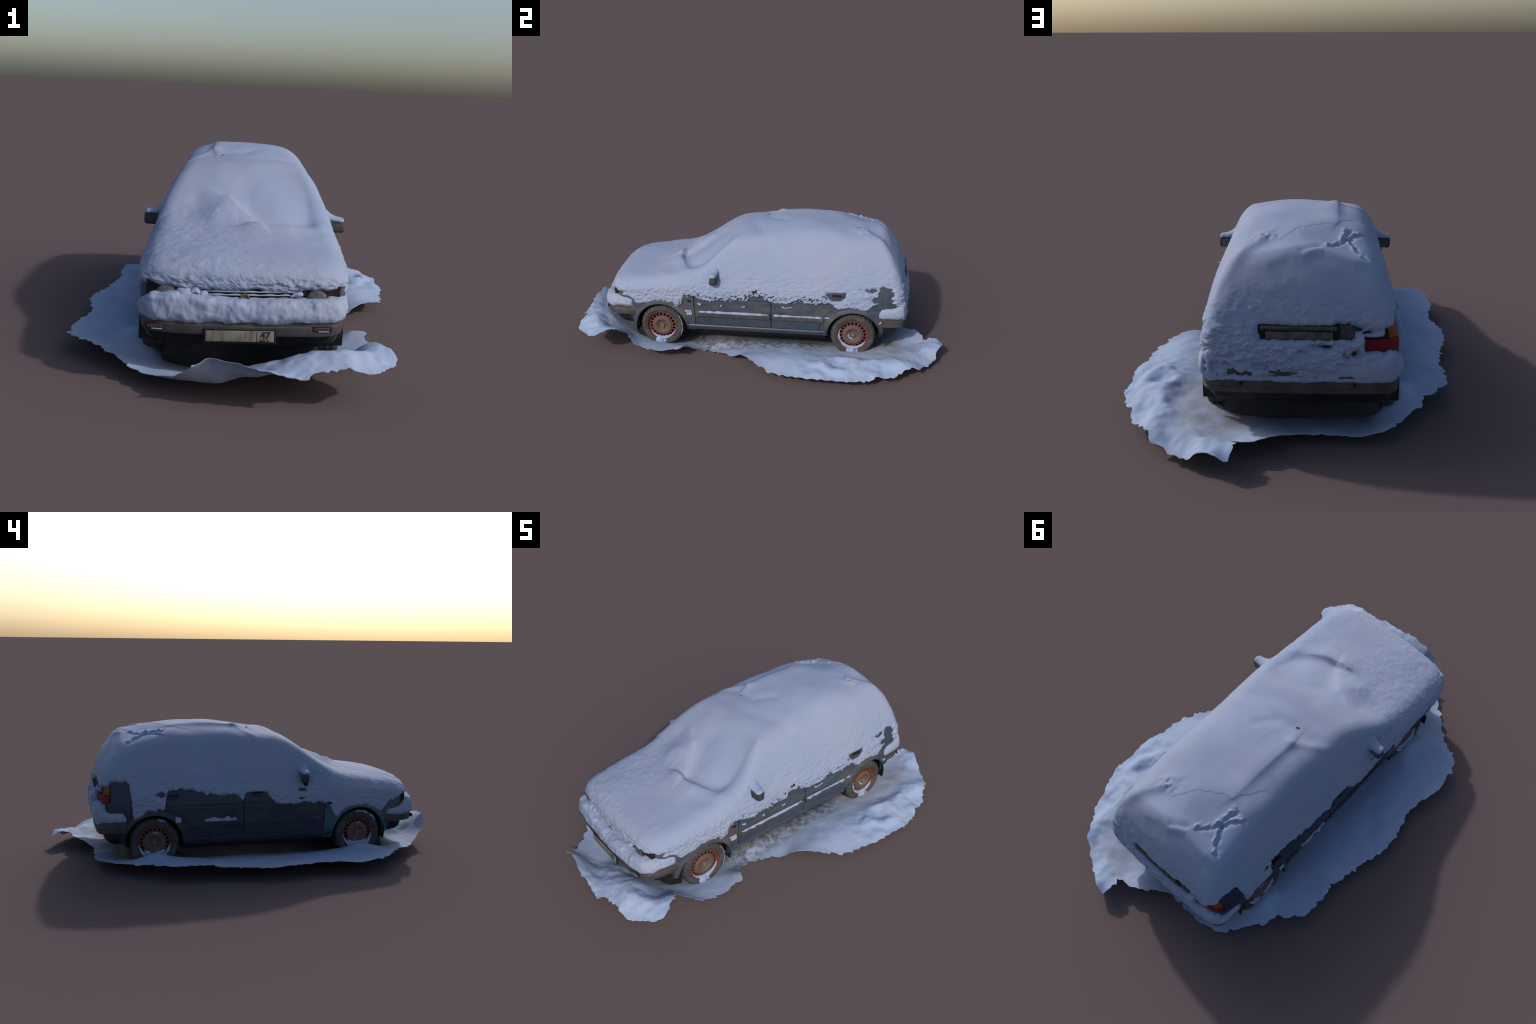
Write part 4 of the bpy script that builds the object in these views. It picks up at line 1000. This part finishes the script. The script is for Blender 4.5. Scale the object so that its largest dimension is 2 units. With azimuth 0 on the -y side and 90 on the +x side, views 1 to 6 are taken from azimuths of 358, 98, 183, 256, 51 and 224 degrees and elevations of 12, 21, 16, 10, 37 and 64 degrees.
def build_ground():
    b = np.array(BORDER); c = np.vstack([b, np.array(INNER)])
    # thin-plate interpolation of the heights
    def U(r2): return np.where(r2 > 1e-12, 0.5 * r2 * np.log(r2 + 1e-12), 0)
    n = len(c); K = U(((c[:, None, :2] - c[None, :, :2]) ** 2).sum(-1)) + np.eye(n) * 2e-4
    T = np.c_[np.ones(n), c[:, :2]]
    A = np.block([[K, T], [T.T, np.zeros((3, 3))]])
    w = np.linalg.solve(A, np.r_[c[:, 2], 0, 0, 0])
    def height(q):
        out = np.empty(len(q))
        for s in range(0, len(q), 8000):
            qq = q[s:s + 8000]
            out[s:s + 8000] = U(((qq[:, None, :] - c[None, :, :2]) ** 2).sum(-1)) @ w[:n] + w[n] + qq @ w[n + 1:]
        return out
    # ragged border: many short torn teeth
    pts = []
    for i in range(len(b)):
        p, q = b[i, :2], b[(i + 1) % len(b), :2]
        L = np.linalg.norm(q - p); m = max(1, int(L / 0.012)); nrm = np.array([q[1] - p[1], p[0] - q[0]]) / L
        for k in range(m):
            s = p + (q - p) * (k / m)
            e = np.array([[s[0], s[1], 0.0]])
            j = 0.007 * noise(e, 40, 81)[0] + 0.009 * RNG.uniform(-1, 1) * (RNG.random() < 0.5)
            lim = 0.006 if abs(s[1]) > 0.95 else 1
            pts.append(s + nrm * np.clip(j, -lim, lim))
    pts = np.array(pts); pts[:, 1] = np.clip(pts[:, 1], -0.999, 0.999)
    nb = len(pts)
    g = 0.0085
    gx, gy = np.meshgrid(np.arange(-0.64, 0.64, g), np.arange(-1.0, 1.0, g * 0.866), indexing='ij')
    gx = gx + (np.arange(gx.shape[1]) % 2) * g * 0.5
    q = np.stack([gx.ravel(), gy.ravel()], -1) + RNG.uniform(-0.0015, 0.0015, (gx.size, 2))
    # inside test by crossing number, and away from the border
    ins = np.zeros(len(q), bool)
    for i in range(nb):
        a, d = pts[i], pts[(i + 1) % nb]
        if a[1] == d[1]: continue
        cr = ((a[1] > q[:, 1]) != (d[1] > q[:, 1])) & (q[:, 0] < (d[0] - a[0]) * (q[:, 1] - a[1]) / (d[1] - a[1]) + a[0])
        ins ^= cr
    q = q[ins]
    dmin = np.full(len(q), 9.0)
    for i in range(0, nb): dmin = np.minimum(dmin, (q[:, 0] - pts[i, 0]) ** 2 + (q[:, 1] - pts[i, 1]) ** 2)
    q = q[dmin > (0.55 * g) ** 2]
    allp = np.vstack([pts, q])
    res = delaunay_2d_cdt([Vector((float(p[0]), float(p[1]))) for p in allp], [(i, (i + 1) % nb) for i in range(nb)], [], 1, 1e-7)
    V2 = np.array([(v.x, v.y) for v in res[0]]); F = [tuple(f) for f in res[2]]
    z = height(V2)
    x, y = V2.T
    P0 = np.c_[V2, np.zeros(len(V2))]
    # trodden, lumpy bank behind the right rear wheel; smooth elsewhere
    lump = sstep(x, 0.34, 0.46) * sstep(y, 0.18, 0.36) + sstep(y, 0.80, 0.88) * sstep(x, 0.05, 0.2)
    lump = np.clip(lump, 0, 1)
    z = z + 0.010 * fbm(P0, 11, 3, 91) * lump + 0.0035 * fbm(P0, 9, 2, 92) * (1 - lump)
    ringd = np.hypot((x - 0.50) / 1.0, (y - 0.46) / 1.3)
    z = z + 0.010 * gauss(ringd - 0.062, 0.022) - 0.012 * gauss(ringd, 0.035)
    z = z - 0.010 * gauss(np.hypot(x - 0.50, (y - 0.66) / 1.4), 0.035) - 0.010 * gauss(np.hypot(x - 0.40, y - 0.86), 0.030) + 0.008 * gauss(np.hypot(x - 0.47, (y - 0.60) / 1.6), 0.03)
    # tyre ruts and small crumbs at the right front
    front = sstep(y, -0.72, -0.82) * sstep(x, -0.3, 0.1)
    z = z + 0.0045 * fbm(P0, 24, 3, 93) * front
    z = z + 0.0006 * fbm(P0, 60, 3, 94)
    z = np.maximum(z, 0.004)
    edge = np.full(len(V2), 9.0)
    for p in pts: edge = np.minimum(edge, (x - p[0]) ** 2 + (y - p[1]) ** 2)
    thick = 0.0022 + 0.008 * sstep(np.sqrt(edge), 0.0, 0.05)      # the crust feathers out at its torn border
    top = np.c_[V2, z]; bot = np.c_[V2, np.maximum(z - thick, 0.0)]
    # bring the lowest spot down to z = 0
    nv = len(V2)
    edges = {}
    for f in F:
        for a, d in zip(f, f[1:] + f[:1]): edges[(a, d)] = True
    side = [(a, d) for a, d in edges if (d, a) not in edges]
    faces = F + [tuple(nv + i for i in f[::-1]) for f in F] + [(a, nv + a, nv + d, d) for a, d in side]
    # orientation check
    a, d, e = top[list(F[0])][:3]
    if np.cross(d - a, e - a)[2] < 0: faces = [f[::-1] for f in faces]
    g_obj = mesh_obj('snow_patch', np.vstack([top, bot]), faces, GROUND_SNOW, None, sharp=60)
    g_obj["label"] = 'thin ragged sheet of trodden snow under car'; g_obj["category"] = 'snow'
    return g_obj

def ground_material():
    m = Mat('trodden_snow', 0.85, spec=0.15)
    x, y, z = m.xyz()
    big = m.ramp(m.noise(6, 3), 0.35, 0.65)
    c = m.mix(big, (0.27, 0.35, 0.515), (0.30, 0.365, 0.51))  # blue skylight tinted into the ground snow
    # bare muddy soil that shows along the right sill and at the tyres
    nz = m.noise(26, 5, 0.7)
    dx = m.math('ABSOLUTE', m.math('SUBTRACT', x, 0.245)); wx = m.ramp(dx, 0.10, 0.03)
    wy = m.math('MULTIPLY', m.ramp(y, -0.40, -0.28), m.ramp(y, 0.46, 0.30))
    soil = m.math('MULTIPLY', m.math('MULTIPLY', wx, wy), m.ramp(nz, 0.40, 0.60))
    c = m.mix(m.math('MULTIPLY', soil, 0.75), c, m.mix(m.ramp(m.noise(70, 4), 0.4, 0.6), (0.030, 0.024, 0.018), (0.12, 0.10, 0.085)))
    # car's shadow painted into the snow colour beneath it
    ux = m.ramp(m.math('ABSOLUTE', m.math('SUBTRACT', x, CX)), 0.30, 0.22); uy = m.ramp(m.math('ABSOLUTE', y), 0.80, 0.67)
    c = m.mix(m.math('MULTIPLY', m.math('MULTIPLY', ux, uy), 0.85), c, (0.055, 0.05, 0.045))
    # grey-brown slush around the right rear wheel
    rr = m.math('SQRT', m.math('ADD', m.math('POWER', m.math('SUBTRACT', x, 0.27), 2.0), m.math('POWER', m.math('MULTIPLY', m.math('SUBTRACT', y, 0.62), 0.6), 2.0)))
    sl = m.math('MULTIPLY', m.ramp(rr, 0.20, 0.08), m.ramp(m.noise(18, 4), 0.25, 0.65))
    c = m.mix(m.math('MULTIPLY', sl, 0.7), c, (0.27, 0.26, 0.27))
    m.color(c); m.bump(m.noise(200, 4, 0.7), 0.15, 0.0010)
    return m.m
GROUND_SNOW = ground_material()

# ------------------------------------------------------------------ assemble
build_shell()
build_snow_cover(car)
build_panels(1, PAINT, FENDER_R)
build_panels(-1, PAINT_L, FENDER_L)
build_strip_snow()
build_bumpers()
build_front()
build_tail()
build_details()
build_underbody()
build_wheels()
build_ground()
